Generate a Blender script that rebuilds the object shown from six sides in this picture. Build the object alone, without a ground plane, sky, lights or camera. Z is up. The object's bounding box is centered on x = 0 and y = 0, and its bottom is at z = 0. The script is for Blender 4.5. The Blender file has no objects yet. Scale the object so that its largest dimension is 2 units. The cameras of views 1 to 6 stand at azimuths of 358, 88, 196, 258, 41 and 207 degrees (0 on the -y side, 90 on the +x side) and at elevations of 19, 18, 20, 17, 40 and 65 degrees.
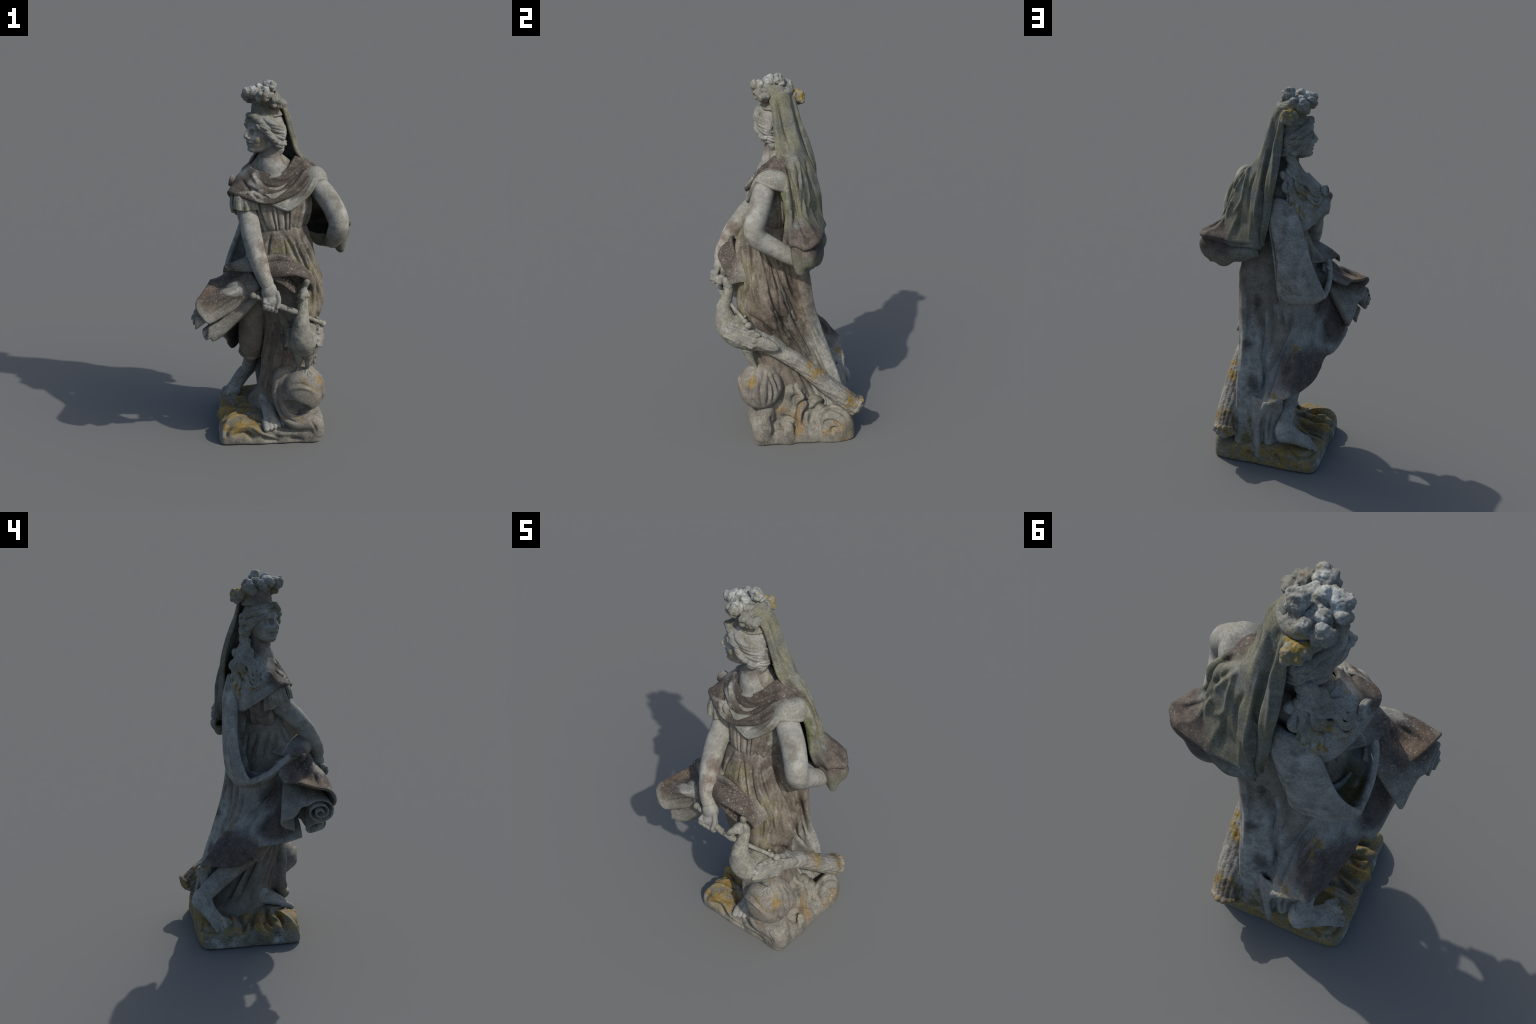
"""Weathered garden statue: a draped goddess with a peacock on a cloud base."""
import bpy, bmesh, math
import numpy as np
from mathutils import Vector, Matrix, Quaternion
from mathutils.bvhtree import BVHTree

RNG = np.random.default_rng(7)
A = np.array

# ------------------------------------------------------------------ helpers
def spl(P, n, closed=False, ends=True):
    """Catmull-Rom spline through the rows of P (any trailing shape), n samples."""
    P = np.asarray(P, float)
    k = len(P)
    if closed:
        t = np.arange(n) / n * k
        i = np.floor(t).astype(int)
        f = t - i
        p0, p1, p2, p3 = P[(i - 1) % k], P[i % k], P[(i + 1) % k], P[(i + 2) % k]
    else:
        t = np.linspace(0, k - 1, n)
        i = np.minimum(np.floor(t).astype(int), k - 2)
        f = t - i
        E = np.concatenate([[2 * P[0] - P[1]], P, [2 * P[-1] - P[-2]]])
        p0, p1, p2, p3 = E[i], E[i + 1], E[i + 2], E[i + 3]
    f = f.reshape((-1,) + (1,) * (P.ndim - 1))
    return 0.5 * (2 * p1 + (p2 - p0) * f + (2 * p0 - 5 * p1 + 4 * p2 - p3) * f ** 2
                  + (3 * p1 - p0 - 3 * p2 + p3) * f ** 3)


def arc(P, n):
    """Spline through P resampled evenly along its length."""
    Q = spl(P, max(200, n * 6))
    s = np.concatenate([[0], np.cumsum(np.linalg.norm(np.diff(Q[:, :3], axis=0), axis=1))])
    u = np.linspace(0, s[-1], n)
    return np.stack([np.interp(u, s, Q[:, j]) for j in range(Q.shape[1])], 1)


def unit(v):
    v = np.asarray(v, float)
    return v / np.maximum(np.linalg.norm(v, axis=-1, keepdims=True), 1e-9)


def grid_faces(nr, nc, closed=False):
    f = []
    for r in range(nr - 1):
        for c in range(nc if closed else nc - 1):
            d = (c + 1) % nc
            f.append((r * nc + c, r * nc + d, (r + 1) * nc + d, (r + 1) * nc + c))
    return f


def loft(rings):
    """Closed tube through equal-length rings, with fan caps."""
    rings = np.asarray(rings)
    nr, nc = rings.shape[:2]
    v = list(rings.reshape(-1, 3))
    f = grid_faces(nr, nc, True)
    v.append(rings[0].mean(0)); a = len(v) - 1
    v.append(rings[-1].mean(0)); b = len(v) - 1
    for c in range(nc):
        d = (c + 1) % nc
        f.append((a, d, c))
        f.append((b, (nr - 1) * nc + c, (nr - 1) * nc + d))
    return A(v), f


def tube(path, n=40, seg=24, round_ends=True, up=(0, 0, 1), shape=None):
    """Sweep along path rows (x, y, z, radius[, radius2]); elliptical when radius2 is given."""
    path = np.asarray(path, float)
    if path.shape[1] == 4:
        path = np.concatenate([path, path[:, 3:4]], 1)
    Q = arc(path, n)
    C, ra, rb = Q[:, :3], Q[:, 3].copy(), Q[:, 4].copy()
    T = unit(np.gradient(C, axis=0))
    if round_ends:
        k = 5
        th = np.linspace(0.12, math.pi / 2, k + 1)[:-1]
        hd, tl = [], []
        for a in th:
            hd.append(np.concatenate([C[0] - T[0] * min(ra[0], rb[0]) * math.cos(a), [ra[0] * math.sin(a), rb[0] * math.sin(a)]]))
            tl.append(np.concatenate([C[-1] + T[-1] * min(ra[-1], rb[-1]) * math.cos(a), [ra[-1] * math.sin(a), rb[-1] * math.sin(a)]]))
        Q = np.concatenate([hd, Q, tl[::-1]])
        C, ra, rb = Q[:, :3], Q[:, 3], Q[:, 4]
        T = np.concatenate([np.repeat(T[:1], k, 0), T, np.repeat(T[-1:], k, 0)])
    u = np.asarray(up, float)
    ph = np.linspace(0, 2 * math.pi, seg, endpoint=False)
    rings = []
    for i in range(len(C)):
        x = np.cross(u, T[i])
        if np.linalg.norm(x) < 1e-3:
            x = np.cross([0, 1, 0.01], T[i])
        x = unit(x)
        y = np.cross(T[i], x)
        s = np.ones(seg) if shape is None else shape(ph, i / (len(C) - 1))
        rings.append(C[i] + (np.cos(ph) * ra[i] * s)[:, None] * x + (np.sin(ph) * rb[i] * s)[:, None] * y)
    return loft(rings)


def ball(c, r, rot=None, n=28):
    """Ellipsoid: centre, radii, optional 3x3 frame (columns are the axes)."""
    r = np.broadcast_to(np.asarray(r, float), 3)
    th = np.linspace(0.06, math.pi - 0.06, n // 2 + 2)
    ph = np.linspace(0, 2 * math.pi, n, endpoint=False)
    P = np.stack([np.sin(th)[:, None] * np.cos(ph), np.sin(th)[:, None] * np.sin(ph),
                  np.cos(th)[:, None] * np.ones(n)], -1)[::-1] * r
    if rot is not None:
        P = P @ np.asarray(rot).T
    return loft(P + np.asarray(c, float))


def frame(fwd, up=(0, 0, 1)):
    """Columns: forward, left, up."""
    f = unit(fwd)
    l = unit(np.cross(up, f))
    return np.stack([f, l, np.cross(f, l)], 1)


def join(parts):
    v, f, o = [], [], 0
    for a, b in parts:
        v.append(a)
        f += [tuple(i + o for i in q) for q in b]
        o += len(a)
    return np.concatenate(v), f


def sheet(ctrl, nr=60, nc=60, th=0.02, fold=None, rim=1.0):
    """Thick cloth: spline surface through rows x cols of control points."""
    G = spl(np.swapaxes(spl(np.asarray(ctrl, float), nr), 0, 1), nc)
    G = np.swapaxes(G, 0, 1)
    def normals(G):
        return unit(np.cross(np.gradient(G, axis=1), np.gradient(G, axis=0)))
    if fold is not None:
        V, U = np.meshgrid(np.linspace(0, 1, nr), np.linspace(0, 1, nc), indexing="ij")
        G = G + normals(G) * fold(U, V)[..., None]
    N = normals(G)
    du = np.linalg.norm(np.diff(G, axis=1), axis=2)
    dv = np.linalg.norm(np.diff(G, axis=0), axis=2)
    su = np.concatenate([np.zeros((nr, 1)), np.cumsum(du, 1)], 1)
    sv = np.concatenate([np.zeros((1, nc)), np.cumsum(dv, 0)], 0)
    e = np.minimum(np.minimum(su, su[:, -1:] - su), np.minimum(sv, sv[-1:] - sv))
    h = th / 2
    k = np.clip(e / (h * rim), 0, 1)
    w = h * np.sqrt(np.clip(1 - (1 - k) ** 2, 0, 1))
    w = np.maximum(w, 0.0004)
    F = (G + N * w[..., None]).reshape(-1, 3)
    B = (G - N * w[..., None]).reshape(-1, 3)
    n = nr * nc
    fa = grid_faces(nr, nc)
    faces = fa + [tuple(i + n for i in q[::-1]) for q in fa]
    border = [c for c in range(nc)] + [r * nc + nc - 1 for r in range(1, nr)] \
        + [(nr - 1) * nc + c for c in range(nc - 2, -1, -1)] + [r * nc for r in range(nr - 2, 0, -1)]
    for i in range(len(border)):
        a, b = border[i], border[(i + 1) % len(border)]
        faces.append((b, a, a + n, b + n))
    return np.concatenate([F, B]), faces


PARTS = {}
def build(name, vf, parent=None, mat=None):
    v, f = vf
    me = bpy.data.meshes.new(name)
    me.from_pydata([tuple(p) for p in v], [], [tuple(q) for q in f])
    me.validate()
    bm = bmesh.new(); bm.from_mesh(me)
    bmesh.ops.recalc_face_normals(bm, faces=bm.faces)
    bm.to_mesh(me); bm.free()
    ob = bpy.data.objects.new(name, me)
    bpy.context.scene.collection.objects.link(ob)
    me.polygons.foreach_set("use_smooth", [True] * len(me.polygons))
    if mat: me.materials.append(mat)
    if parent: ob.parent = parent
    PARTS.setdefault(name, []).append(ob)
    return ob


def bake(ob):
    dg = bpy.context.evaluated_depsgraph_get()
    me = bpy.data.meshes.new_from_object(ob.evaluated_get(dg))
    old = ob.data
    me.name = old.name
    ob.modifiers.clear()
    ob.data = me
    bpy.data.meshes.remove(old)
    me.polygons.foreach_set("use_smooth", [True] * len(me.polygons))
    return ob


def fuse(ob, voxel=0.005, smooth=4):
    m = ob.modifiers.new("r", "REMESH"); m.mode = "VOXEL"; m.voxel_size = voxel
    if smooth:
        s = ob.modifiers.new("s", "SMOOTH"); s.factor = 0.5; s.iterations = smooth
    return bake(ob)


def soften(ob, n=3):
    s = ob.modifiers.new("s", "SMOOTH"); s.factor = 0.5; s.iterations = n
    return bake(ob)


def subtract(ob, vf):
    c = build("cutter", vf)
    m = ob.modifiers.new("b", "BOOLEAN"); m.operation = "DIFFERENCE"; m.object = c; m.solver = "EXACT"
    bake(ob)
    bpy.data.objects.remove(c)
    return ob


def weather(ob, size=0.05, strength=0.004, depth=2):
    t = bpy.data.textures.get(f"cl{size}{depth}") or bpy.data.textures.new(f"cl{size}{depth}", "CLOUDS")
    t.noise_scale = size; t.noise_depth = depth
    m = ob.modifiers.new("d", "DISPLACE"); m.texture = t; m.strength = strength; m.mid_level = 0.5
    m.texture_coords = "LOCAL"
    return bake(ob)


def co_of(me):
    a = np.empty(len(me.vertices) * 3); me.vertices.foreach_get("co", a); return a.reshape(-1, 3)


def no_of(me):
    a = np.empty(len(me.vertices) * 3); me.vertices.foreach_get("normal", a); return a.reshape(-1, 3)


def smooth_normals(me, n=8):
    """Vertex normals averaged over the neighbourhood, so strokes stay clean on wrinkled surfaces."""
    no = no_of(me)
    e = np.empty(len(me.edges) * 2, dtype=np.int64); me.edges.foreach_get("vertices", e)
    a, b = e[0::2], e[1::2]
    for _ in range(n):
        acc = no.copy()
        for k in range(3):
            acc[:, k] += np.bincount(a, no[b, k], len(no)) + np.bincount(b, no[a, k], len(no))
        no = unit(acc)
    return no


def sculpt(ob, strokes, snap=True):
    """Carving strokes: (points, radius, height); height < 0 cuts a groove, > 0 raises a ridge."""
    me = ob.data
    dg = bpy.context.evaluated_depsgraph_get()
    bvh = BVHTree.FromPolygons([tuple(c) for c in co_of(me)], [tuple(p.vertices) for p in me.polygons]) if snap else None
    co, no = co_of(me), smooth_normals(me)
    off = np.zeros(len(co))
    for st in strokes:
        pts, r, h = st[:3]
        pts = np.asarray(pts, float)
        L = np.linalg.norm(np.diff(pts, axis=0), axis=1).sum()
        n = max(4, int(L / (r * 0.35)))
        Q = arc(pts, n)
        SN = np.zeros_like(Q)
        if snap:
            for i in range(n):
                p, nn, _, d = bvh.find_nearest(tuple(Q[i]))
                if p is not None and d < 0.06:
                    Q[i] = p; SN[i] = nn
        lo, hi = Q.min(0) - 2.2 * r, Q.max(0) + 2.2 * r
        idx = np.where(((co > lo) & (co < hi)).all(1))[0]
        if not len(idx): continue
        D = np.linalg.norm(co[idx, None] - Q[None], axis=2)
        j = D.argmin(1); d = D[np.arange(len(idx)), j]
        t = j / (n - 1)
        taper = np.clip(np.minimum(t, 1 - t) * 3.5 + 0.05, 0, 1) ** .7 if len(st) < 4 else 1.0
        face = np.clip((no[idx] * SN[j]).sum(1) * 2, 0, 1) if snap else 1.0
        off[idx] += h * np.exp(-(d / r) ** 2) * taper * face
    co = co + no * off[:, None]
    me.vertices.foreach_set("co", co.ravel())
    me.update()
    return ob


def noisy(x, seed=0):
    """Cheap smooth 1-D variation used for uneven folds."""
    return np.sin(x * 1.7 + seed) * 0.5 + np.sin(x * 3.1 + seed * 2.3) * 0.3 + np.sin(x * 5.3 + seed * 4.1) * 0.2


def pleat(x, sharp=2.0):
    """Rounded ridges with tight valleys, 0..1, period 1."""
    return np.abs(np.sin(np.pi * x)) ** (1 / sharp)

# ------------------------------------------------------------------ root
root = bpy.data.objects.new("statue", None)
bpy.context.scene.collection.objects.link(root)
root["label"] = "weathered stone statue of a draped goddess with a peacock"
root["category"] = "garden statue"

def part(name, vf, parent=root):
    return build(name, vf, parent)

def stroke(r, h, *pts):
    return (pts, r, h)

# ------------------------------------------------------------------ base of clouds
def base_block():
    x0, x1, y0, y1 = -0.326, 0.258, -0.212, 0.356
    def H(x, y):
        h = 0.108 + 0.012 * np.exp(-((x + 0.2) ** 2 + (y + 0.12) ** 2) / 0.012)
        h += 0.015 * np.exp(-((x + 0.05) ** 2 + (y - 0.02) ** 2) / 0.02)
        h -= 0.03 * np.exp(-((x - 0.0) ** 2 + (y + 0.2) ** 2) / 0.006)
        h += 0.02 * np.exp(-((x + 0.02) ** 2 + (y - 0.34) ** 2) / 0.01)
        return h
    def rect(inset, z, top=False):
        t = np.linspace(0, 2 * np.pi, 160, endpoint=False)
        c, s = np.cos(t), np.sin(t)
        p = 13.0
        k = (np.abs(c) ** p + np.abs(s) ** p) ** (-1 / p)
        k = k * (1 + 0.008 * np.sin(t * 7 + 1) + 0.006 * np.sin(t * 13))
        cx, cy = (x0 + x1) / 2, (y0 + y1) / 2
        x = cx + c * k * ((x1 - x0) / 2 - inset); y = cy + s * k * ((y1 - y0) / 2 - inset)
        zz = np.full_like(x, z) if not top else H(x, y) + z
        return np.stack([x, y, zz], 1)
    rings = [rect(0.008, 0.0), rect(0.001, 0.006)]
    for q in (0.3, 0.6):
        r = rect(0.004 * q, 0); r2 = rect(0.004 * q, -0.03, True); r[:, 2] = 0.01 * (1 - q) + r2[:, 2] * q; rings.append(r)
    rings += [rect(0.008, -0.03, True), rect(0.018, -0.012, True), rect(0.035, -0.003, True)]
    for i in (0.05, 0.09, 0.13, 0.17, 0.21, 0.25): rings.append(rect(i, 0, True))
    return loft(rings)

blobs = [base_block()]
for c, r in [((.228, -.155, .085), (.04, .055, .105)), ((.238, -.02, .05), (.03, .045, .085)),
             ((.215, .23, .06), (.055, .12, .145)), ((.12, .01, .18), (.085, .10, .17)),
             ((.18, .05, .12), (.05, .06, .17)), ((.13, .13, .12), (.08, .09, .11)), ((.1, -.06, .18), (.09, .09, .15)),
             ((-.21, -.14, .08), (.09, .06, .06)), ((-.28, .02, .06), (.05, .07, .06)), ((-.08, -.16, .06), (.09, .05, .06)),
             ((-.27, .27, .05), (.055, .075, .06)), ((.175, -.135, .17), (.065, .05, .08))]:
    blobs.append(ball(c, r))
base = part("cloud_base", join(blobs))
fuse(base, 0.006, 5)
def floor_clip(ob):
    co = co_of(ob.data); co[:, 2] = np.maximum(co[:, 2], 0.0); ob.data.vertices.foreach_set("co", co.ravel()); ob.data.update()
floor_clip(base)

# front cloud scroll: ball with a hollow mouth, and a band of cloud sweeping round under it
scroll = part("cloud_scroll", join([
    ball((.153, -.158, .32), (.126, .128, .132)),
    ball((.09, -.12, .30), (.10, .09, .15)),
    tube([(.13, -.12, .43, .035), (.05, -.15, .43, .034), (.012, -.16, .37, .033), (.01, -.16, .285, .033),
          (.035, -.162, .2, .036), (.09, -.188, .13, .042), (.16, -.188, .128, .048), (.215, -.175, .11, .05),
          (.225, -.17, .05, .045)], 60, 20)]))
fuse(scroll, 0.006, 4)
subtract(scroll, ball((.105, -.275, .228), (.095, .115, .062), frame((1, 0, -0.3))))
fuse(scroll, 0.0045, 1)

# ------------------------------------------------------------------ dress
def ring_levels(levels, n):
    """levels: list of (z, [(x, y), ...]) -> rings smooth in angle."""
    R = A([[(*p, z) for p in pts] for z, pts in levels])
    return np.stack([spl(r, n, closed=True) for r in R])

# sections start at the front and run over the statue's left side, the back column and its right side
skirt_levels = [
    (1.27, [(.05, -.155), (.09, -.145), (.125, -.115), (.145, -.07), (.162, -.03), (.168, .005), (.15, .04), (.10, .055), (.06, .058), (.03, .058), (0, .05), (-.03, .04), (-.06, .01), (-.07, -.05), (-.06, -.105), (-.005, -.15)]),
    (1.18, [(.045, -.232), (.1, -.222), (.168, -.175), (.19, -.095), (.2, -.03), (.198, .02), (.178, .065), (.12, .085), (.07, .09), (.03, .085), (-.01, .075), (-.04, .055), (-.075, .012), (-.098, -.05), (-.112, -.125), (-.04, -.205)]),
    (1.08, [(.04, -.255), (.13, -.252), (.2, -.20), (.218, -.10), (.215, -.03), (.205, .03), (.2, .085), (.16, .115), (.11, .115), (.05, .115), (-.02, .10), (-.06, .06), (-.097, .015), (-.128, -.04), (-.148, -.135), (-.06, -.23)]),
    (.95, [(.04, -.235), (.16, -.245), (.237, -.195), (.258, -.10), (.235, -.03), (.21, .025), (.212, .095), (.178, .132), (.125, .13), (.07, .128), (-.01, .105), (-.08, .055), (-.125, .015), (-.155, -.035), (-.165, -.13), (-.07, -.23)]),
    (.80, [(.06, -.238), (.158, -.262), (.237, -.20), (.262, -.09), (.205, -.01), (.175, .045), (.205, .10), (.175, .148), (.125, .138), (.075, .12), (-.01, .09), (-.10, .05), (-.135, .02), (-.145, -.02), (-.115, -.085), (-.03, -.165)]),
    (.66, [(.07, -.205), (.15, -.22), (.21, -.16), (.215, -.07), (.165, .02), (.135, .07), (.182, .132), (.155, .183), (.11, .175), (.07, .15), (0, .135), (-.08, .10), (-.10, .05), (-.10, 0), (-.07, -.06), (-.03, -.13)]),
    (.50, [(.06, -.175), (.14, -.175), (.175, -.1), (.165, -.02), (.115, .08), (.08, .13), (.158, .17), (.15, .23), (.1, .226), (.03, .205), (.0, .185), (-.04, .155), (-.035, .08), (-.05, .03), (-.068, -.03), (-.03, -.12)]),
    (.35, [(.04, -.14), (.12, -.14), (.165, -.06), (.155, .04), (.08, .12), (.06, .17), (.155, .22), (.147, .275), (.095, .278), (.03, .25), (.01, .2), (-.01, .17), (-.02, .12), (-.045, .06), (-.08, -.005), (-.04, -.1)]),
    (.22, [(.02, -.11), (.1, -.11), (.155, -.04), (.145, .08), (.10, .18), (.09, .22), (.155, .25), (.142, .31), (.09, .315), (.03, .3), (.01, .25), (-.02, .21), (-.05, .16), (-.10, .09), (-.105, .02), (-.05, -.07)]),
    (.13, [(0, -.09), (.1, -.09), (.15, -.02), (.15, .1), (.14, .19), (.13, .24), (.152, .27), (.135, .33), (.085, .335), (.03, .325), (-.01, .28), (-.06, .25), (-.12, .18), (-.15, .11), (-.12, .03), (-.06, -.05)]),
    (.05, [(0, -.08), (.1, -.08), (.15, -.02), (.155, .1), (.15, .19), (.14, .24), (.155, .27), (.13, .325), (.085, .33), (.03, .32), (-.01, .28), (-.06, .25), (-.12, .18), (-.14, .11), (-.12, .03), (-.06, -.05)])]
R = spl(ring_levels(skirt_levels, 320), 230)
def skirt_folds(R):
    nr, nc = R.shape[:2]
    z = R[:, :1, 2]
    u = np.linspace(0, 1, nc, endpoint=False)[None] * np.ones((nr, 1))
    T = np.roll(R, -1, 1) - np.roll(R, 1, 1)
    N = unit(np.cross(T, [0, 0, 1]))
    amp = np.clip((1.27 - z) / 0.35, 0.35, 1) * 0.009
    w = u * 27 + 0.8 * noisy(u * 14, 1) + 0.5 * (1.2 - z) * noisy(u * 9, 2)
    side = 0.12 + 0.88 * np.exp(-((((u - 0.17 + 0.5) % 1) - 0.5) / 0.15) ** 2)
    d = amp * (pleat(w, 1.8) - 0.6) * side * (1 + 0.6 * noisy(u * 31, 3))
    return R + N * d[..., None]
skirt = part("skirt", loft(skirt_folds(R)))

bodice_levels = [
    (1.225, [(.05, -.155), (.10, -.145), (.15, -.10), (.175, -.025), (.16, .04), (.08, .05), (.04, .055), (-.02, .055), (-.075, .035), (-.095, -.04), (-.075, -.11), (-.01, -.155)]),
    (1.26, [(.05, -.175), (.11, -.16), (.165, -.10), (.198, -.02), (.18, .05), (.08, .06), (.04, .06), (-.03, .065), (-.09, .045), (-.11, -.04), (-.08, -.12), (-.01, -.17)]),
    (1.33, [(.05, -.165), (.12, -.15), (.185, -.095), (.212, -.02), (.195, .05), (.09, .08), (.03, .085), (-.05, .085), (-.12, .065), (-.14, -.02), (-.105, -.10), (-.03, -.155)]),
    (1.42, [(.05, -.15), (.13, -.13), (.195, -.08), (.205, -.02), (.18, .05), (.1, .1), (.03, .11), (-.05, .10), (-.13, .06), (-.16, -.01), (-.13, -.08), (-.04, -.135)]),
    (1.50, [(.03, -.10), (.12, -.09), (.19, -.06), (.21, -.01), (.17, .05), (.1, .09), (.02, .1), (-.06, .09), (-.13, .06), (-.165, 0), (-.13, -.05), (-.05, -.08)]),
    (1.56, [(.01, -.07), (.06, -.065), (.11, -.04), (.13, 0), (.11, .04), (.06, .07), (.0, .075), (-.05, .065), (-.09, .04), (-.11, 0), (-.08, -.035), (-.04, -.06)]),
    (1.62, [(-.005, -.055), (.03, -.05), (.05, -.03), (.055, 0), (.045, .03), (.03, .045), (0, .05), (-.03, .045), (-.05, .03), (-.06, 0), (-.05, -.03), (-.03, -.05)])]
R = spl(ring_levels(bodice_levels, 240), 100)
u = np.linspace(0, 1, 240, endpoint=False)[None]; z = R[:, :1, 2]
T = np.roll(R, -1, 1) - np.roll(R, 1, 1); N = unit(np.cross(T, [0, 0, 1]))
amp = 0.018 * np.clip((1.45 - z) / .1, 0, 1) * np.clip((z - 1.222) / .02, 0, 1)
R = R + N * (amp * (pleat(u * 19 + 0.9 * noisy(u * 17, 5) + (z - 1.25) * 4 * noisy(u * 12, 8), 2.0) - .65))[..., None]
# hem sinks a little towards the statue's right and billows between the pleats
R[..., 2] -= (0.035 * np.clip((-R[..., 0] - .0) / .1, 0, 1) + .006 * np.sin(u * 60)) * np.clip((1.36 - R[..., 2]) / .1, 0, 1)
bodice = part("bodice", loft(R))

# ------------------------------------------------------------------ mantle (two-layer cowl)
# columns run round the neck from the statue's left shoulder over the front to its right and the back
upper = [  # neckline, two rows of drape, hem
    [(.13, .03, 1.60), (.165, .045, 1.57), (.19, .055, 1.54), (.21, .06, 1.51)],
    [(.12, -.02, 1.60), (.165, -.03, 1.58), (.20, -.03, 1.56), (.225, -.035, 1.535)],
    [(.085, -.065, 1.56), (.135, -.08, 1.545), (.17, -.10, 1.53), (.195, -.115, 1.51)],
    [(.045, -.085, 1.54), (.085, -.112, 1.505), (.11, -.14, 1.47), (.125, -.158, 1.452)],
    [(-.01, -.088, 1.535), (-.005, -.118, 1.485), (.0, -.155, 1.435), (.0, -.175, 1.403)],
    [(-.06, -.075, 1.545), (-.07, -.108, 1.495), (-.08, -.145, 1.445), (-.085, -.165, 1.41)],
    [(-.095, -.05, 1.555), (-.13, -.08, 1.505), (-.155, -.11, 1.46), (-.17, -.125, 1.43)],
    [(-.105, -.015, 1.56), (-.165, -.035, 1.515), (-.205, -.065, 1.465), (-.222, -.085, 1.438)],
    [(-.10, .02, 1.56), (-.165, .015, 1.50), (-.20, -.005, 1.44), (-.212, -.02, 1.395)],
    [(-.08, .06, 1.55), (-.145, .065, 1.46), (-.175, .06, 1.38), (-.178, .055, 1.335)],
    [(-.05, .09, 1.54), (-.105, .105, 1.43), (-.13, .11, 1.345), (-.135, .105, 1.295)],
    [(-.0, .10, 1.53), (-.05, .125, 1.43), (-.07, .135, 1.36), (-.08, .135, 1.31)]]
upper = np.swapaxes(A(upper), 0, 1)
upper[1:3, 2:8, 1] += .010
upper[1:3, 2:8, 2] -= .006
def rolled(rows, r):       # rolled hem: a thin roll along the last row of control points
    return tube(np.concatenate([rows, np.full((len(rows), 1), r)], 1), 120, 14)
mantle = part("mantle", join([sheet(upper, 110, 260, .018), rolled(upper[-1], .0125)]))
lower = [
    [(.21, .03, 1.52), (.24, .03, 1.51), (.262, .015, 1.48), (.27, .0, 1.455)],
    [(.205, .0, 1.535), (.25, -.01, 1.535), (.28, -.03, 1.505), (.288, -.045, 1.475)],
    [(.195, -.05, 1.54), (.24, -.065, 1.545), (.27, -.085, 1.525), (.278, -.09, 1.495)],
    [(.175, -.095, 1.515), (.205, -.105, 1.525), (.23, -.12, 1.52), (.238, -.128, 1.50)],
    [(.12, -.125, 1.48), (.15, -.135, 1.465), (.175, -.147, 1.445), (.185, -.15, 1.43)],
    [(.06, -.14, 1.455), (.085, -.158, 1.425), (.105, -.17, 1.395), (.11, -.173, 1.375)],
    [(.0, -.15, 1.44), (.03, -.163, 1.415), (.06, -.173, 1.38), (.07, -.174, 1.36)],
    [(-.05, -.145, 1.44), (-.02, -.158, 1.42), (-.005, -.165, 1.40), (.0, -.165, 1.39)]]
lower = np.swapaxes(A(lower), 0, 1)
tier = part("mantle_tier", join([sheet(lower, 60, 160, .018), rolled(lower[-1], .0115)]), parent=mantle)

# pleated sleeve on the right arm
sleeve = [
    [(-.195, -.105, 1.44), (-.205, -.125, 1.40), (-.205, -.138, 1.358)],
    [(-.15, -.125, 1.45), (-.16, -.145, 1.40), (-.155, -.155, 1.35)],
    [(-.09, -.115, 1.45), (-.09, -.135, 1.40), (-.085, -.14, 1.35)],
    [(-.08, -.06, 1.44), (-.07, -.07, 1.39), (-.065, -.08, 1.33)],
    [(-.12, -.02, 1.44), (-.11, -.02, 1.36), (-.1, -.03, 1.285)],
    [(-.17, -.01, 1.44), (-.17, -.01, 1.35), (-.155, -.02, 1.285)],
    [(-.205, -.055, 1.44), (-.21, -.06, 1.37), (-.195, -.075, 1.315)],
    [(-.205, -.10, 1.44), (-.215, -.115, 1.39), (-.215, -.13, 1.35)]]
part("sleeve", sheet(np.swapaxes(A(sleeve), 0, 1), 50, 160, .014, lambda U, V: .006 * np.sin(U * 60 + 2 * noisy(U * 20)) * V))

# ------------------------------------------------------------------ arms
arm_r = part("arm", tube([(-.15, -.03, 1.45, .055), (-.138, -.085, 1.345, .055), (-.125, -.13, 1.29, .054), (-.116, -.183, 1.24, .053), (-.104, -.228, 1.19, .051),
                          (-.092, -.265, 1.145, .05), (-.066, -.316, 1.065, .043), (-.046, -.338, 1.015, .037)], 90, 40))
arm_l = part("arm", tube([(.19, -.06, 1.50, .045), (.248, -.093, 1.452, .055), (.297, -.120, 1.39, .057), (.336, -.148, 1.32, .055),
                          (.346, -.158, 1.275, .054), (.345, -.14, 1.23, .053), (.34, -.10, 1.2, .051), (.338, -.05, 1.168, .047), (.337, -.01, 1.14, .045),
                          (.335, .04, 1.115, .045)], 100, 40))
for a in (arm_l, arm_r): fuse(a, .006, 6)
# right hand: fist round the staff
fist = [ball((-.034, -.342, .968), (.041, .038, .055)), ball((-.03, -.355, .925), (.04, .036, .035))]
for i in range(4):
    t = i / 3
    c = A([-.058 + .056 * t, -.382 + .006 * i, .902 - .009 * i])
    fist.append(tube([(*(c + [0, .02, .035]), .012), (*(c + [-.002, -.008, .02]), .0125), (*(c + [-.002, 0, -.008]), .0125), (*(c + [0, .022, -.014]), .011)], 14, 12))
fist.append(tube([(.005, -.355, .965, .014), (.014, -.37, .93, .013), (.006, -.38, .895, .011)], 14, 12))
hand = part("hand", join(fist)); fuse(hand, .003, 3)
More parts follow.
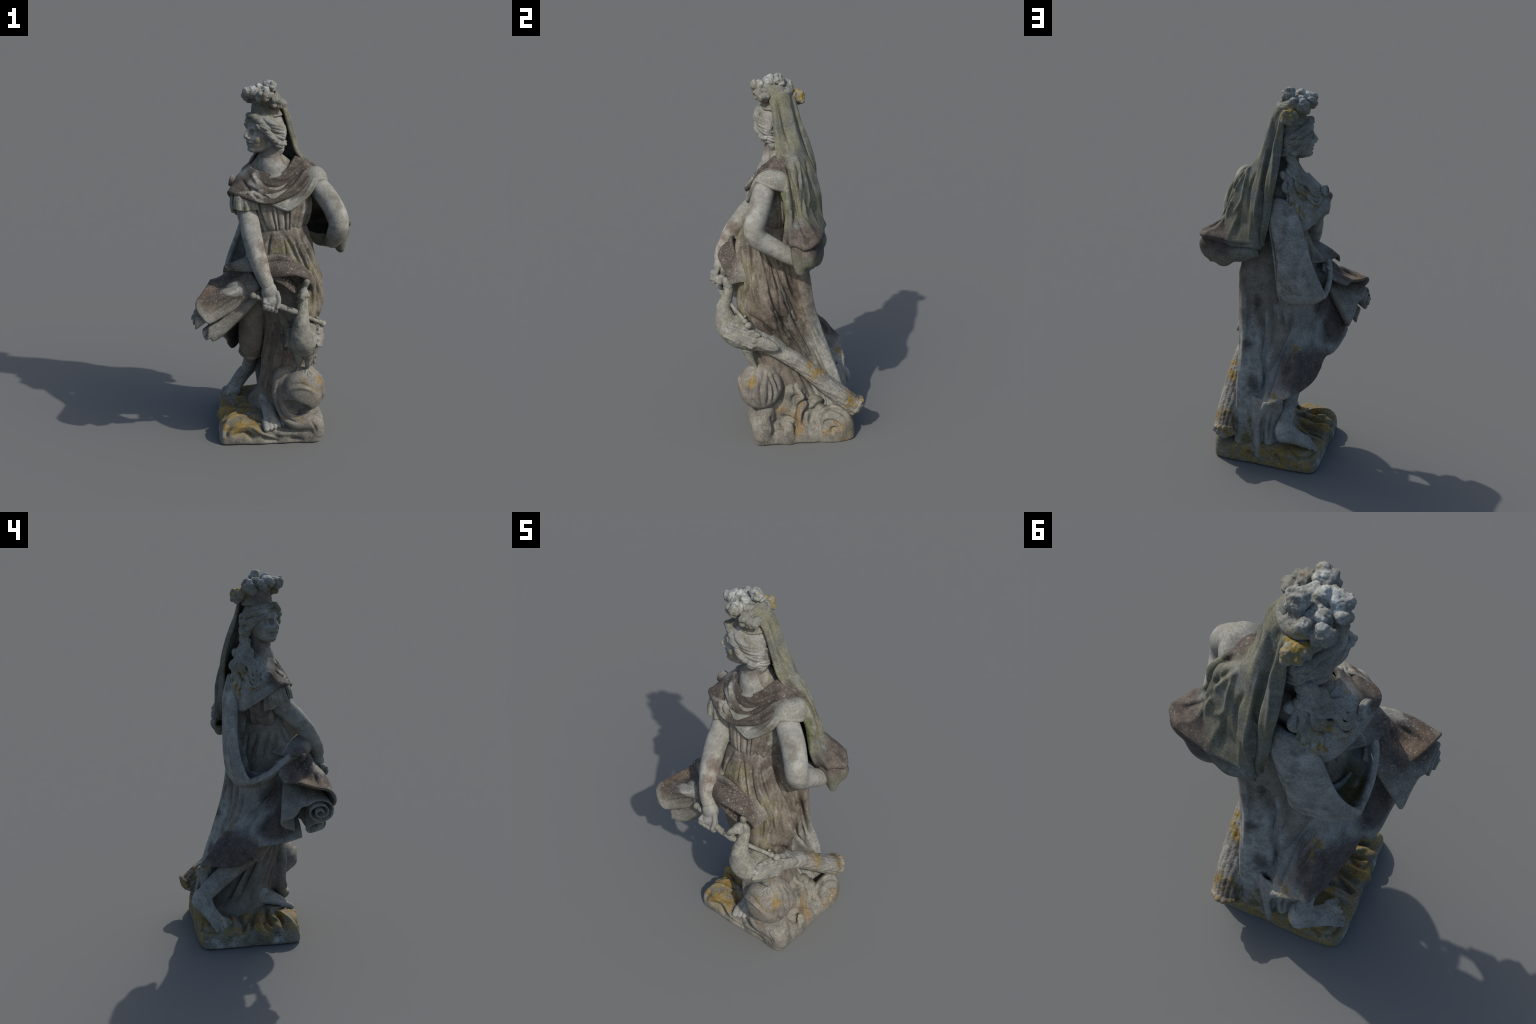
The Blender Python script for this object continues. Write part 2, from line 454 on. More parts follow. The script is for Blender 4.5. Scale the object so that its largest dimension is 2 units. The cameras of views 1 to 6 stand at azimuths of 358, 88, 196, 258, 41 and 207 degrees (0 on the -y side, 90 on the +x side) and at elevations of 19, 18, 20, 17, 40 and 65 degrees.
# staff
part("sceptre", join([tube([(-.105, -.349, .945, .010), (.082, -.342, .858, .0105), (.16, -.285, .80, .011), (.245, -.218, .733, .0095)], 40, 14),
                      ball((-.118, -.349, .952), .017), ball((-.095, -.349, .942), .013),
                      tube([(.01, -.356, .895, .014), (.045, -.352, .878, .016), (.06, -.348, .87, .013), (.085, -.34, .857, .017), (.105, -.33, .845, .014)], 20, 14),
                      ball((.235, -.226, .742), (.018, .016, .014)), ball((.225, -.225, .765), .008), ball((.256, -.21, .725), .019)]))

# ------------------------------------------------------------------ legs and feet
leg = part("leg", tube([(-.08, -.03, .92, .085, .08), (-.112, -.055, .75, .077, .078), (-.122, -.035, .63, .074, .078), (-.124, .0, .555, .074, .08), (-.126, .035, .50, .066, .072),
                        (-.128, .075, .455, .048, .06), (-.13, .15, .395, .042, .058), (-.132, .225, .33, .041, .054), (-.138, .285, .272, .038, .05), (-.138, .315, .24, .036, .045)], 100, 40))
# cloth gathered under the knee
kc, kd = A([-.125, .05, .478]), unit(A([0, .55, -.75]))
k1 = A([1, 0, 0]); k2 = np.cross(kd, k1)
cuff = [(*(kc + k1 * .062 * math.cos(a) + k2 * .067 * math.sin(a) + kd * .01 * math.sin(3 * a)), .010 + .004 * math.sin(5 * a)) for a in np.linspace(0, 2 * np.pi, 25)]
part("knee_cuff", join([tube(cuff, 80, 14, round_ends=False, up=kd), ball((-.185, .095, .44), (.016, .02, .016))]), parent=leg)
# wrapped boot bands: shallow rings round the shin
def foot(heel, ball_, toe, ankle, name, side):
    heel, bl, toe, ankle = map(A, (heel, ball_, toe, ankle))
    f = unit(toe - heel); l = unit(np.cross([0, 0, 1], f))
    u = np.cross(f, l)
    ps = [tube([(*ankle, .042), (*(ankle * .45 + heel * .55 + u * .012), .04), (*(heel + u * .025 + f * .02), .033)], 16, 20),
          tube([(*(heel + u * .03 + f * .02), .036, .034), (*(heel * .55 + bl * .45 + u * .033), .042, .034), (*(bl + u * .018), .052, .022)], 24, 24, up=u),
          tube([(*(ankle - u * .01), .038), (*(heel * .5 + bl * .5 + u * .045), .038), (*(bl + u * .02), .034)], 20, 20)]
    for i in range(5):
        k = (i - 2) / 2 * side
        st = bl + l * k * .046 + u * .014
        ln = (.056, .056, .052, .045, .036)[i]
        r = (.018, .0135, .013, .0125, .012)[i]
        en = st + f * ln + l * k * .006
        ps.append(tube([(*st, r), (*(st * .5 + en * .5 + u * .006), r), (*(en - u * .004), r * .95)], 12, 12))
    ob = part(name, join(ps)); fuse(ob, .003, 2)
    return ob
foot((-.118, .365, .185), (-.24, .25, .108), (-.288, .205, .092), (-.14, .305, .255), "foot", -1)
foot((-.055, 0.0, .135), (-.02, -.14, .10), (-.008, -.20, .085), (-.05, -.03, .2), "foot", 1)

# ------------------------------------------------------------------ overskirt, sling, gathered cloth, front loop
over = [
    [(.08, .07, .99), (.06, .105, .80), (.05, .12, .68), (.055, .19, .51), (.07, .26, .33)],
    [(.04, .07, .99), (.015, .09, .80), (-.02, .095, .68), (.0, .165, .50), (.02, .265, .34)],
    [(-.0, .07, .98), (-.03, .09, .80), (-.08, .09, .68), (-.07, .2, .51), (-.03, .33, .35)],
    [(-.05, .10, .95), (-.075, .085, .80), (-.11, .10, .68), (-.125, .225, .55), (-.13, .325, .41)],
    [(-.09, .08, .95), (-.115, .075, .80), (-.14, .10, .69), (-.17, .195, .57), (-.172, .325, .435)],
    [(-.125, .055, .95), (-.145, .06, .81), (-.172, .08, .69), (-.21, .145, .57), (-.215, .20, .432)],
    [(-.15, .03, .95), (-.172, .035, .82), (-.195, .05, .70), (-.235, .095, .58), (-.246, .11, .457)],
    [(-.17, -.005, .955), (-.19, .0, .83), (-.212, .015, .72), (-.255, .05, .62), (-.268, .038, .542)],
    [(-.185, -.06, .97), (-.205, -.045, .84), (-.232, -.03, .73), (-.285, .015, .65), (-.32, .02, .585)],
    [(-.18, -.12, .99), (-.23, -.095, .86), (-.268, -.09, .76), (-.305, -.08, .69), (-.335, -.09, .602)],
    [(-.14, -.18, 1.0), (-.235, -.165, .88), (-.29, -.165, .77), (-.325, -.18, .70), (-.342, -.19, .632)]]
def over_folds(U, V):
    return .006 * V * (pleat(U * 7 + .4 * noisy(U * 12, 4) + .5 * V, 1.5) - .5)
part("overskirt", sheet(np.swapaxes(A(over), 0, 1), 120, 200, .016, over_folds))

# end of the overskirt tumbling to the ground in a zigzag behind the foot
train = [
    [(-.10, .27, .43), (-.125, .295, .43), (-.10, .312, .41), (-.06, .315, .39), (-.03, .315, .37), (.01, .29, .37), (.06, .27, .37)],
    [(-.085, .27, .36), (-.11, .29, .345), (-.08, .315, .335), (-.04, .31, .32), (-.005, .325, .31), (.03, .30, .31), (.07, .285, .31)],
    [(-.07, .26, .25), (-.09, .275, .235), (-.06, .305, .22), (-.02, .30, .20), (.0, .33, .19), (.04, .31, .2), (.08, .30, .2)],
    [(-.07, .27, .12), (-.085, .28, .11), (-.05, .315, .08), (-.02, .32, .06), (.0, .345, .04), (.04, .33, .06), (.08, .32, .07)]]
part("overskirt_train", sheet(train, 80, 120, .016, lambda U, V: .006 * np.sin(U * 22 + V * 7)))

sling = [  # rows along the band, columns left edge -> right edge
    [(.05, .13, 1.45), (.0, .14, 1.46), (-.05, .14, 1.45), (-.09, .125, 1.43)],
    [(.03, .165, 1.32), (-.02, .172, 1.325), (-.08, .163, 1.325), (-.125, .125, 1.325)],
    [(-.005, .178, 1.17), (-.06, .186, 1.165), (-.13, .182, 1.15), (-.19, .145, 1.14)],
    [(-.02, .17, 1.04), (-.08, .18, 1.02), (-.17, .172, 1.01), (-.245, .125, 1.01)],
    [(-.02, .15, .945), (-.08, .158, .92), (-.17, .152, .915), (-.268, .09, .94)],
    [(-.06, .10, .91), (-.12, .105, .885), (-.205, .095, .90), (-.272, .04, .95)],
    [(-.10, .02, .94), (-.16, .02, .91), (-.225, .005, .93), (-.265, -.035, .99)],
    [(-.11, -.07, .99), (-.16, -.08, .97), (-.21, -.09, .99), (-.243, -.12, 1.045)],
    [(-.08, -.19, 1.05), (-.12, -.2, 1.04), (-.16, -.21, 1.05), (-.18, -.21, 1.08)]]
sling = A(sling); sling[2:7, :, 1] -= .008
part("sling", sheet(sling, 120, 70, .034, lambda U, V: .004 * np.sin(U * 11 + V * 4)))

lining = [
    [(.06, .14, 1.45), (.04, .11, 1.45), (.02, .07, 1.45), (.01, .02, 1.45)],
    [(.035, .16, 1.32), (.02, .12, 1.32), (.0, .07, 1.32), (-.01, .01, 1.32)],
    [(.0, .17, 1.17), (-.005, .13, 1.17), (-.015, .07, 1.17), (-.01, .0, 1.17)],
    [(-.015, .16, 1.04), (-.03, .12, 1.04), (-.04, .07, 1.04), (-.03, .0, 1.04)],
    [(-.02, .14, .93), (-.05, .11, .93), (-.08, .08, .93), (-.11, .03, .93)],
    [(-.04, .12, .85), (-.07, .09, .85), (-.10, .06, .85), (-.12, .03, .85)]]
part("cloak_lining", sheet(lining, 60, 30, .016, lambda U, V: .006 * np.sin(U * 16)))

# gathered cloth: cones of cloth running from the grip to rolled hems
def cone(hem, grip, nt=40, nu=140, th=.014, sag=.02, fold=None):
    H = spl(A(hem), nu); G = spl(A(grip), nu)
    t = np.linspace(0, 1, 6)[:, None, None]
    C = G[None] * (1 - t) + H[None] * t
    C = C + A([0, 0, sag]) * (np.sin(np.pi * t))
    c = C[:, np.linspace(0, nu - 1, nu).astype(int)]
    return sheet(c, nt, nu, th, fold)
panel = [(-.345, -.08, .945), (-.36, -.15, .94), (-.39, -.23, .92), (-.418, -.31, .908), (-.41, -.345, .868), (-.362, -.352, .808),
         (-.335, -.30, .80), (-.33, -.28, .77), (-.36, -.305, .752), (-.345, -.288, .684), (-.31, -.23, .668), (-.27, -.20, .70)]
panel_g = [(-.205, -.06, 1.02), (-.19, -.12, 1.045), (-.165, -.18, 1.06), (-.13, -.235, 1.05), (-.10, -.275, 1.02), (-.08, -.295, .985),
           (-.09, -.275, .975), (-.09, -.265, .965), (-.08, -.295, .955), (-.08, -.295, .925), (-.10, -.26, .92), (-.11, -.22, .93)]
gathered = part("gathered_cloth", cone(panel, panel_g, nt=60, nu=300, th=.016, sag=-.018, fold=lambda U, V: -np.sin(np.pi * np.clip(V * 1.1, 0, 1)) * (-.024 * np.exp(-((U - .19) / .055) ** 2) + .012 * np.exp(-((U - .33) / .05) ** 2) - .008 * np.exp(-((U - .41) / .03) ** 2))))
rose = [(-.345, -.15, .67), (-.37, -.08, .705), (-.385, -.068, .74), (-.39, -.13, .765), (-.40, -.165, .82)]
turns = 2.4
for a in np.linspace(math.radians(35), math.radians(35) + 2 * math.pi * turns, 26):     # hem rolled up into a rosette
    k = (a - math.radians(35)) / (2 * math.pi * turns)
    r = .082 * (1 - .87 * k)
    rose.append((-.42 - .028 * k, -.262 + r * 1.02 * math.cos(a), .797 + r * .80 * math.sin(a)))
rose_g = [(-.2, -.15, .91), (-.2, -.12, .94), (-.2, -.12, .96), (-.18, -.18, .97), (-.16, -.2, .98)] + [(-.13, -.25, .97 - .002 * i) for i in range(26)]
part("gathered_cloth", cone(rose, rose_g, nt=50, nu=420, th=.011, sag=0))
flap = [(-.36, -.30, .74), (-.37, -.30, .69), (-.385, -.225, .672), (-.39, -.2, .69), (-.39, -.24, .72), (-.39, -.285, .725), (-.385, -.285, .70), (-.385, -.26, .695)]
flap_g = [(-.09, -.29, .96), (-.09, -.29, .93), (-.1, -.27, .93)] + [(-.12, -.25, .94)] * 5
part("gathered_cloth", cone(flap, flap_g, nt=50, nu=200, th=.012, sag=0))
inner = [(-.31, -.23, .68), (-.28, -.18, .72), (-.245, -.14, .71), (-.245, -.10, .70), (-.26, -.07, .68), (-.28, -.05, .66)]
inner_g = [(-.10, -.26, .92), (-.1, -.22, .94), (-.1, -.19, .93), (-.1, -.16, .93), (-.11, -.12, .92), (-.11, -.09, .92)]
part("gathered_cloth", cone(inner, inner_g, nt=40, nu=160, th=.014, sag=0))

# sash: a roll left of the arm, then an arched band beside the bird's head with a hollow under it
sash_roll = [
    [(-.272, -.195, 1.03), (-.262, -.19, 1.06), (-.22, -.12, 1.05), (-.14, -.05, 1.05)],
    [(-.21, -.235, 1.045), (-.20, -.225, 1.085), (-.16, -.17, 1.09), (-.11, -.10, 1.09)],
    [(-.13, -.275, 1.055), (-.12, -.265, 1.10), (-.10, -.22, 1.115), (-.08, -.15, 1.11)],
    [(-.05, -.30, 1.06), (-.045, -.295, 1.10), (-.035, -.26, 1.12), (-.03, -.2, 1.11)]]
part("sash", sheet(sash_roll, 50, 40, .016))
band = [
    [(-.05, -.21, 1.10), (-.045, -.285, 1.10), (-.04, -.315, 1.075), (-.03, -.32, 1.045), (-.03, -.27, 1.055)],
    [(.03, -.22, 1.11), (.032, -.298, 1.106), (.036, -.33, 1.085), (.04, -.34, 1.054), (.04, -.285, 1.06)],
    [(.09, -.22, 1.092), (.092, -.295, 1.094), (.098, -.328, 1.08), (.103, -.338, 1.056), (.10, -.28, 1.06)],
    [(.15, -.21, 1.055), (.152, -.275, 1.06), (.156, -.312, 1.05), (.158, -.32, 1.028), (.145, -.265, 1.03)],
    [(.195, -.19, .995), (.20, -.25, 1.002), (.20, -.288, .99), (.192, -.296, .972), (.175, -.25, .98)],
    [(.198, -.19, .95), (.204, -.245, .95), (.203, -.275, .945), (.196, -.284, .937), (.18, -.24, .94)]]
part("sash", sheet(band, 90, 60, .016))
part("sash", tube([(-.06, -.265, 1.115, .014, .02), (.02, -.275, 1.125, .014, .024), (.075, -.272, 1.105, .013, .022), (.115, -.262, 1.08, .010, .014)], 30, 20))
part("sash", sheet([[(-.03, -.325, 1.035), (.0, -.315, 1.045), (.03, -.28, 1.045)], [(.03, -.328, 1.0), (.045, -.315, 1.02), (.07, -.27, 1.02)],
                    [(.07, -.318, .962), (.085, -.305, .98), (.10, -.26, .985)], [(.10, -.308, .938), (.112, -.292, .95), (.12, -.25, .96)]], 40, 24, .014))

# ------------------------------------------------------------------ veil
# rows from crown to hem; columns: front edge, ridge, valley, ridge, broad valley, main ridge, groove, rear ridge, rear edge
veil = [
    [(.02, -.06, 1.93), (.028, -.035, 1.945), (.03, -.01, 1.95), (.03, .01, 1.95), (.026, .03, 1.943), (.018, .05, 1.93), (.008, .068, 1.915), (-.005, .085, 1.9), (-.015, .098, 1.88)],
    [(.07, -.033, 1.845), (.08, -.015, 1.85), (.08, .008, 1.85), (.078, .025, 1.855), (.072, .047, 1.855), (.06, .065, 1.85), (.036, .075, 1.85), (.02, .095, 1.845), (-.008, .103, 1.83)],
    [(.10, -.025, 1.735), (.112, -.002, 1.74), (.104, .02, 1.735), (.10, .038, 1.73), (.097, .065, 1.73), (.09, .084, 1.735), (.058, .098, 1.73), (.03, .123, 1.725), (-.008, .125, 1.72)],
    [(.138, -.022, 1.62), (.155, .005, 1.61), (.154, .035, 1.60), (.165, .065, 1.595), (.135, .095, 1.605), (.105, .12, 1.61), (.066, .128, 1.61), (.035, .155, 1.61), (-.004, .165, 1.60)],
    [(.20, .0, 1.545), (.235, .015, 1.54), (.222, .035, 1.53), (.235, .068, 1.525), (.163, .12, 1.51), (.106, .162, 1.51), (.074, .158, 1.50), (.05, .182, 1.50), (.01, .175, 1.50)],
    [(.265, .0, 1.42), (.305, .022, 1.43), (.266, .042, 1.42), (.272, .08, 1.42), (.183, .142, 1.40), (.10, .193, 1.39), (.07, .17, 1.40), (.055, .192, 1.40), (.024, .17, 1.40)],
    [(.275, .01, 1.33), (.318, .025, 1.33), (.28, .05, 1.33), (.29, .10, 1.33), (.185, .153, 1.32), (.093, .205, 1.30), (.07, .18, 1.30), (.058, .2, 1.30), (.036, .172, 1.30)],
    [(.295, .005, 1.25), (.345, .022, 1.25), (.355, .085, 1.25), (.30, .145, 1.25), (.20, .18, 1.25), (.088, .215, 1.24), (.07, .2, 1.24), (.06, .205, 1.24), (.045, .18, 1.25)],
    [(.325, .02, 1.19), (.395, .03, 1.205), (.432, .11, 1.195), (.34, .178, 1.215), (.20, .21, 1.20), (.085, .222, 1.205), (.07, .215, 1.205), (.06, .205, 1.21), (.055, .18, 1.22)],
    [(.335, .05, 1.17), (.365, .06, 1.17), (.385, .105, 1.175), (.30, .16, 1.18), (.19, .185, 1.19), (.1, .19, 1.19), (.085, .185, 1.19), (.08, .18, 1.19), (.075, .165, 1.20)]]
def veil_folds(U, V):
    k = np.clip((V - .45) / .25, 0, 1) * np.clip((1.0 - V) / .08, 0.2, 1)
    return .010 * k * (pleat(U * 8 + .35 * np.sin(V * 7 + U * 5), 1.8) - .6)
vl = part("veil", sheet(veil, 190, 190, .016, veil_folds))
hang = [  # the gathered end turned under and caught by the hand
    [(.335, .02, 1.195), (.385, .04, 1.20), (.40, .10, 1.195), (.32, .15, 1.19), (.25, .175, 1.19), (.18, .185, 1.195), (.08, .195, 1.20)],
    [(.345, .02, 1.13), (.408, .045, 1.145), (.428, .11, 1.15), (.36, .165, 1.14), (.28, .19, 1.135), (.18, .212, 1.155), (.07, .222, 1.165)],
    [(.36, .04, 1.08), (.398, .06, 1.06), (.405, .11, 1.09), (.34, .15, 1.065), (.26, .175, 1.075), (.18, .195, 1.115), (.07, .20, 1.145)],
    [(.35, .06, 1.07), (.37, .08, 1.05), (.36, .1, 1.085), (.30, .12, 1.06), (.25, .14, 1.08), (.18, .155, 1.11), (.08, .155, 1.15)],
    [(.33, .03, 1.13), (.32, .04, 1.14), (.28, .05, 1.15), (.25, .055, 1.15), (.22, .06, 1.16), (.18, .07, 1.17), (.1, .08, 1.18)]]
part("veil_end", sheet(hang, 70, 140, .014, lambda U, V: .007 * np.sin(U * 26 + 1.5 * np.sin(V * 4)) * np.sin(np.pi * np.clip(V * 1.1, 0, 1))), parent=vl)

# ------------------------------------------------------------------ head, neck, hair, crown
HC = A([-.030, -.013, 1.735])
HF = frame((-.845, -.535, 0))
def hp(f, l, u):
    return HC + HF @ A([f, l, u])
def hb(f, l, u, r):
    return ball(hp(f, l, u), r, HF)
skin = [hb(0, 0, .03, (.096, .078, .095)), hb(.045, 0, -.03, (.062, .06, .07)), hb(.072, 0, -.072, (.032, .032, .024)),
        hb(.04, 0, -.06, (.06, .052, .04)),
        tube([(*hp(.090, 0, .042), .011), (*hp(.104, 0, .018), .0115), (*hp(.119, 0, -.004), .0125)], 16, 14),
        hb(.106, .012, -.012, (.016, .012, .010)), hb(.106, -.012, -.012, (.016, .012, .010)), hb(.062, .037, -.022, (.03, .022, .032)), hb(.062, -.037, -.022, (.03, .022, .032)),
        hb(.099, 0, -.035, (.013, .024, .0075)), hb(.097, 0, -.053, (.013, .021, .0085)), hb(.093, 0, -.074, (.014, .018, .014)),
        tube([(*hp(0, 0, -.02), .056), (.0, -.012, 1.66, .057), (-.002, -.014, 1.61, .06), (.0, -.015, 1.57, .075), (.01, -.01, 1.53, .10)], 40, 32)]
head = part("head", join(skin))
fuse(head, .003, 4)
for s in (-1, 1):
    sculpt(head, [([hp(.095, s * .018, .016), hp(.09, s * .034, .018), hp(.078, s * .05, .014)], .012, -.017, 1),
                  ([hp(.10, s * .012, .033), hp(.093, s * .032, .038), hp(.078, s * .054, .028)], .008, .006),
                  ([hp(.09, s * .024, .014), hp(.086, s * .04, .013)], .0065, .009, 1),
                  ([hp(.1, s * .02, -.02), hp(.093, s * .03, -.04)], .008, -.003)])
sculpt(head, [([hp(.1, -.026, -.044), hp(.11, 0, -.044), hp(.1, .026, -.044)], .0045, -.013, 1),
              ([hp(.1, -.015, -.061), hp(.105, .015, -.061)], .007, -.005, 1)])

soften(head, 1)

hair = part("hair", join([hb(-.02, 0, .03, (.09, .087, .098)), hb(-.06, 0, -.03, (.055, .07, .06)), hb(.012, 0, .075, (.078, .08, .045)),
                          hb(-.03, -.075, 0.01, (.055, .03, .055)), hb(-.03, .075, .01, (.055, .03, .055)), hb(-.05, .03, -.075, (.04, .05, .06))]))
fuse(hair, .005, 3)
weather(hair, .03, .012)
def lock(pts, r0, r1, wav=0.006, turns=14, name="hair_lock"):
    Q = arc(A(pts), 36)
    t = np.linspace(0, 1, 36)
    side = unit(np.cross(np.gradient(Q, axis=0), [0.3, 0.2, 1]))
    ph = RNG.uniform(0, 6)
    Q = Q + side * (wav * np.sin(t * turns + ph))[:, None]
    r = (r0 * (1 - t) + r1 * t) * (.55 + .45 * np.sin(np.pi * np.clip(t * .85 + .15, 0, 1))) * (1 + .15 * np.sin(t * turns * 1.4 + ph))
    return part(name, tube(np.concatenate([Q, r[:, None], r[:, None] * .8], 1), 48, 14), parent=hair)
for s in (-1, 1):
    for i in range(7):
        h = i / 6
        j = RNG.uniform(-.004, .004, 3)
        lock([hp(.086 - .012 * h, s * (.004 + .05 * h), .10 - .055 * h), hp(.052 - .005 * h, s * (.055 + .025 * h), .09 - .07 * h),
              hp(.005, s * .092, .062 - .085 * h) + j, hp(-.045, s * .088, .035 - .085 * h), hp(-.09, s * .05, .01 - .075 * h)],
             .021 - .003 * h, .017, .007, 13)
    lock([hp(.015, s * .088, -.02), hp(-.025, s * .098, -.045), hp(-.065, s * .075, -.055)], .018, .02)
    lock([hp(-.0, s * .09, -.04), hp(-.035, s * .085, -.065), hp(-.07, s * .05, -.07)], .018, .02)
# long curls spread over the right shoulder
for pts, r0 in (([(-.05, .075, 1.665), (-.07, .085, 1.61), (-.055, .115, 1.565), (-.075, .13, 1.51), (-.06, .145, 1.455)], .024),
                ([(-.05, .07, 1.65), (-.085, .07, 1.60), (-.115, .055, 1.568), (-.15, .045, 1.53), (-.185, .02, 1.498)], .02),
                ([(-.055, .08, 1.63), (-.09, .085, 1.58), (-.125, .075, 1.545), (-.16, .06, 1.505), (-.195, .03, 1.47)], .022),
                ([(-.05, .09, 1.61), (-.085, .10, 1.56), (-.115, .10, 1.515), (-.15, .085, 1.475), (-.185, .055, 1.445), (-.2, .025, 1.45)], .022),
                ([(-.04, .10, 1.58), (-.075, .12, 1.52), (-.10, .13, 1.46), (-.12, .13, 1.41), (-.135, .125, 1.36)], .024),
                ([(-.03, .11, 1.59), (-.045, .13, 1.53), (-.085, .14, 1.47), (-.09, .14, 1.41)], .024)):
    Q = arc(A(pts) + A([.004, -.004, -.006]), 40)
    t = np.linspace(0, 1, 40)
    w = unit(np.cross(np.gradient(Q, axis=0), [-.6, .45, .65]))
    for off, ph in ((-.010, 0), (.010, .6)):      # two flattened strands side by side
        W = Q + w * (off + .009 * np.sin(t * 16 + ph + r0 * 300))[:, None]
        rr = r0 * .75 * (1 - .45 * t) * (1 + .2 * np.sin(t * 20 + ph))
        part("hair_lock", tube(np.concatenate([W, rr[:, None], rr[:, None] * .6], 1), 50, 14, up=(-.6, .45, .65)), parent=hair)


drum = []
for zz, r in [(1.825, .088), (1.85, .08), (1.875, .074), (1.90, .074), (1.925, .082), (1.945, .07)]:
    t = np.linspace(0, 2 * np.pi, 64, endpoint=False)
    k = (zz - 1.825) / .11
    drum.append(np.stack([-.014 + r * np.cos(t) - .01 * k, .006 + r * np.sin(t) + .01 * k, zz + (-.16 * r * np.cos(t) - .16 * r * np.sin(t)) * k + 0 * t], 1))
crown = part("crown", loft(drum)); fuse(crown, .005, 2); weather(crown, .025, .01)
def tuft(c, r, n=6):
    c = A(c)
    ps = [ball(c, r * A([.85, .85, .78]))]
    out = unit(c - A([-.02, .01, 1.88]))
    for i in range(n):
        d = unit(RNG.normal(size=3) + out * .6)
        ps.append(ball(c + d * r * .66, r * RNG.uniform(.42, .6), n=16))
    ob = part("crown_tuft", join(ps), parent=crown); fuse(ob, .0035, 2); weather(ob, .022, .014); weather(ob, .009, .006)
for c, r in [((-.088, -.03, 1.95), .043), ((-.108, -.005, 1.935), .035), ((-.032, -.085, 1.943), .04), ((.022, -.082, 1.912), .036), ((.05, -.06, 1.895), .034),
             ((-.03, .108, 1.875), .042), ((-.05, .1, 1.888), .03), ((-.08, .058, 1.918), .042), ((-.004, .022, 1.968), .034), ((.012, .01, 1.97), .026),
             ((-.05, -.02, 1.945), .045), ((-.03, .05, 1.925), .04), ((-.06, .02, 1.935), .04)]:
    tuft(c, r)
# rosette brooch on the right shoulder
th = np.linspace(0, 2 * np.pi, 25)
BF = frame((-1, .15, .3))
ringpts = [(*(A([-.213, -.012, 1.482]) + BF @ A([0, .022 * math.cos(a), .022 * math.sin(a)])), .009) for a in th]
part("brooch", join([ball((-.205, -.013, 1.48), (.016, .03, .03), BF), tube(ringpts, 40, 12, round_ends=False, up=(-1, .15, .3)), ball((-.217, -.011, 1.483), .009, n=14)]))

# ------------------------------------------------------------------ peacock
peacock = part("peacock", join([
    tube([(.125, -.335, .735, .045, .05), (.138, -.32, .70, .07, .072), (.152, -.27, .665, .09, .095), (.165, -.20, .635, .092, .087), (.18, -.11, .59, .066, .06), (.192, .0, .508, .04, .03)], 50, 36),
    tube([(.132, -.33, .72, .058), (.133, -.335, .785, .043), (.14, -.312, .86, .03), (.146, -.30, .91, .025), (.147, -.32, .95, .024)], 40, 24)]))
fuse(peacock, .005, 3)
weather(peacock, .03, .006)
part("peacock_head", join([
    ball((.145, -.345, .955), (.026, .036, .026)), ball((.166, -.35, .945), (.010, .017, .015)), ball((.122, -.352, .945), (.010, .017, .015)),
    tube([(.14, -.37, .957, .017), (.132, -.388, .957, .013), (.126, -.398, .948, .008)], 12, 12),
    ball((.135, -.378, .938), (.013, .014, .012)),
    tube([(.152, -.325, .972, .010), (.157, -.322, .99, .015), (.162, -.325, 1.008, .018)], 12, 12)]), parent=peacock)
fuse(PARTS["peacock_head"][0], .0035, 2)
tl = [tube([(.185, -.10, .57, .05, .042), (.195, .04, .475, .054, .042), (.197, .16, .365, .058, .045), (.192, .26, .268, .062, .05), (.187, .345, .19, .06, .052)], 140, 120,
           shape=lambda ph, t: 1 + (.10 * (pleat(ph / (2 * np.pi) * 17 + .3 * np.sin(t * 9 + ph * 2), 1.4) - .5) + .03 * np.sin(ph * 9 + t * 40)) * min(1, t * 2))]
ax = unit(A([-.007, .085, -.08])); sx = unit(np.cross(ax, [0, 0, 1])); sy = np.cross(sx, ax)
for ring, rr, nn, fw in ((0, .052, 15, .012), (1, .036, 10, .024), (2, .015, 5, .034)):
    for i in range(nn):
        a = 2 * np.pi * (i + .5 * ring) / nn + RNG.uniform(-.1, .1)
        tl.append(ball(A([.186, .352, .188]) + ax * (fw + RNG.uniform(-.004, .004)) + sx * math.cos(a) * rr * 1.02 + sy * math.sin(a) * rr * .95, RNG.uniform(.012, .016), n=14))
tail = part("peacock_tail", join(tl), parent=peacock); fuse(tail, .0035, 1); weather(tail, .02, .006)
for s, c, fw in ((1, (.226, -.245, .66), (.22, 1, -.42)), (-1, (.102, -.22, .65), (.45, 1, -.42))):
    F = frame(fw)
    ws = [ball(c, (.105, .022, .062), F)]
    for r in range(5):          # overlapping rows of feathers
        for k in range(6):
            d = F @ A([-.075 + .034 * r + .01 * (k % 2), s * (-.0) , -.042 + .017 * k + RNG.uniform(-.003, .003)])
            out = F @ A([0, (-1 if s > 0 else 1) * .013, 0])
            ws.append(ball(A(c) + d + out, (.024, .010, .0105), F, n=14))
    ws.append(ball(A(c) + F @ A([.12, 0, -.0]), (.09, .02, .035), F))
    w = part("wing", join(ws), parent=peacock); fuse(w, .004, 2); weather(w, .02, .006)
for dx, dy in ((0, 0), (-.048, .02)):
    part("peacock_leg", join([tube([(.178 + dx, -.22 + dy, .56, .036), (.177 + dx, -.21 + dy, .51, .022), (.175 + dx, -.187 + dy, .46, .013), (.174 + dx, -.18 + dy, .435, .012)], 20, 14)] +
         [tube([(.174 + dx, -.182 + dy, .445, .010), (.174 + dx + a * .5, -.2 + dy - b * .5, .44 - c * .4, .009), (.174 + dx + a, -.21 + dy - b, .428 - c, .005)], 12, 10)
          for a, b, c in ((-.02, .02, .014), (.004, .045, .04), (.026, .008, .01))]), parent=peacock)

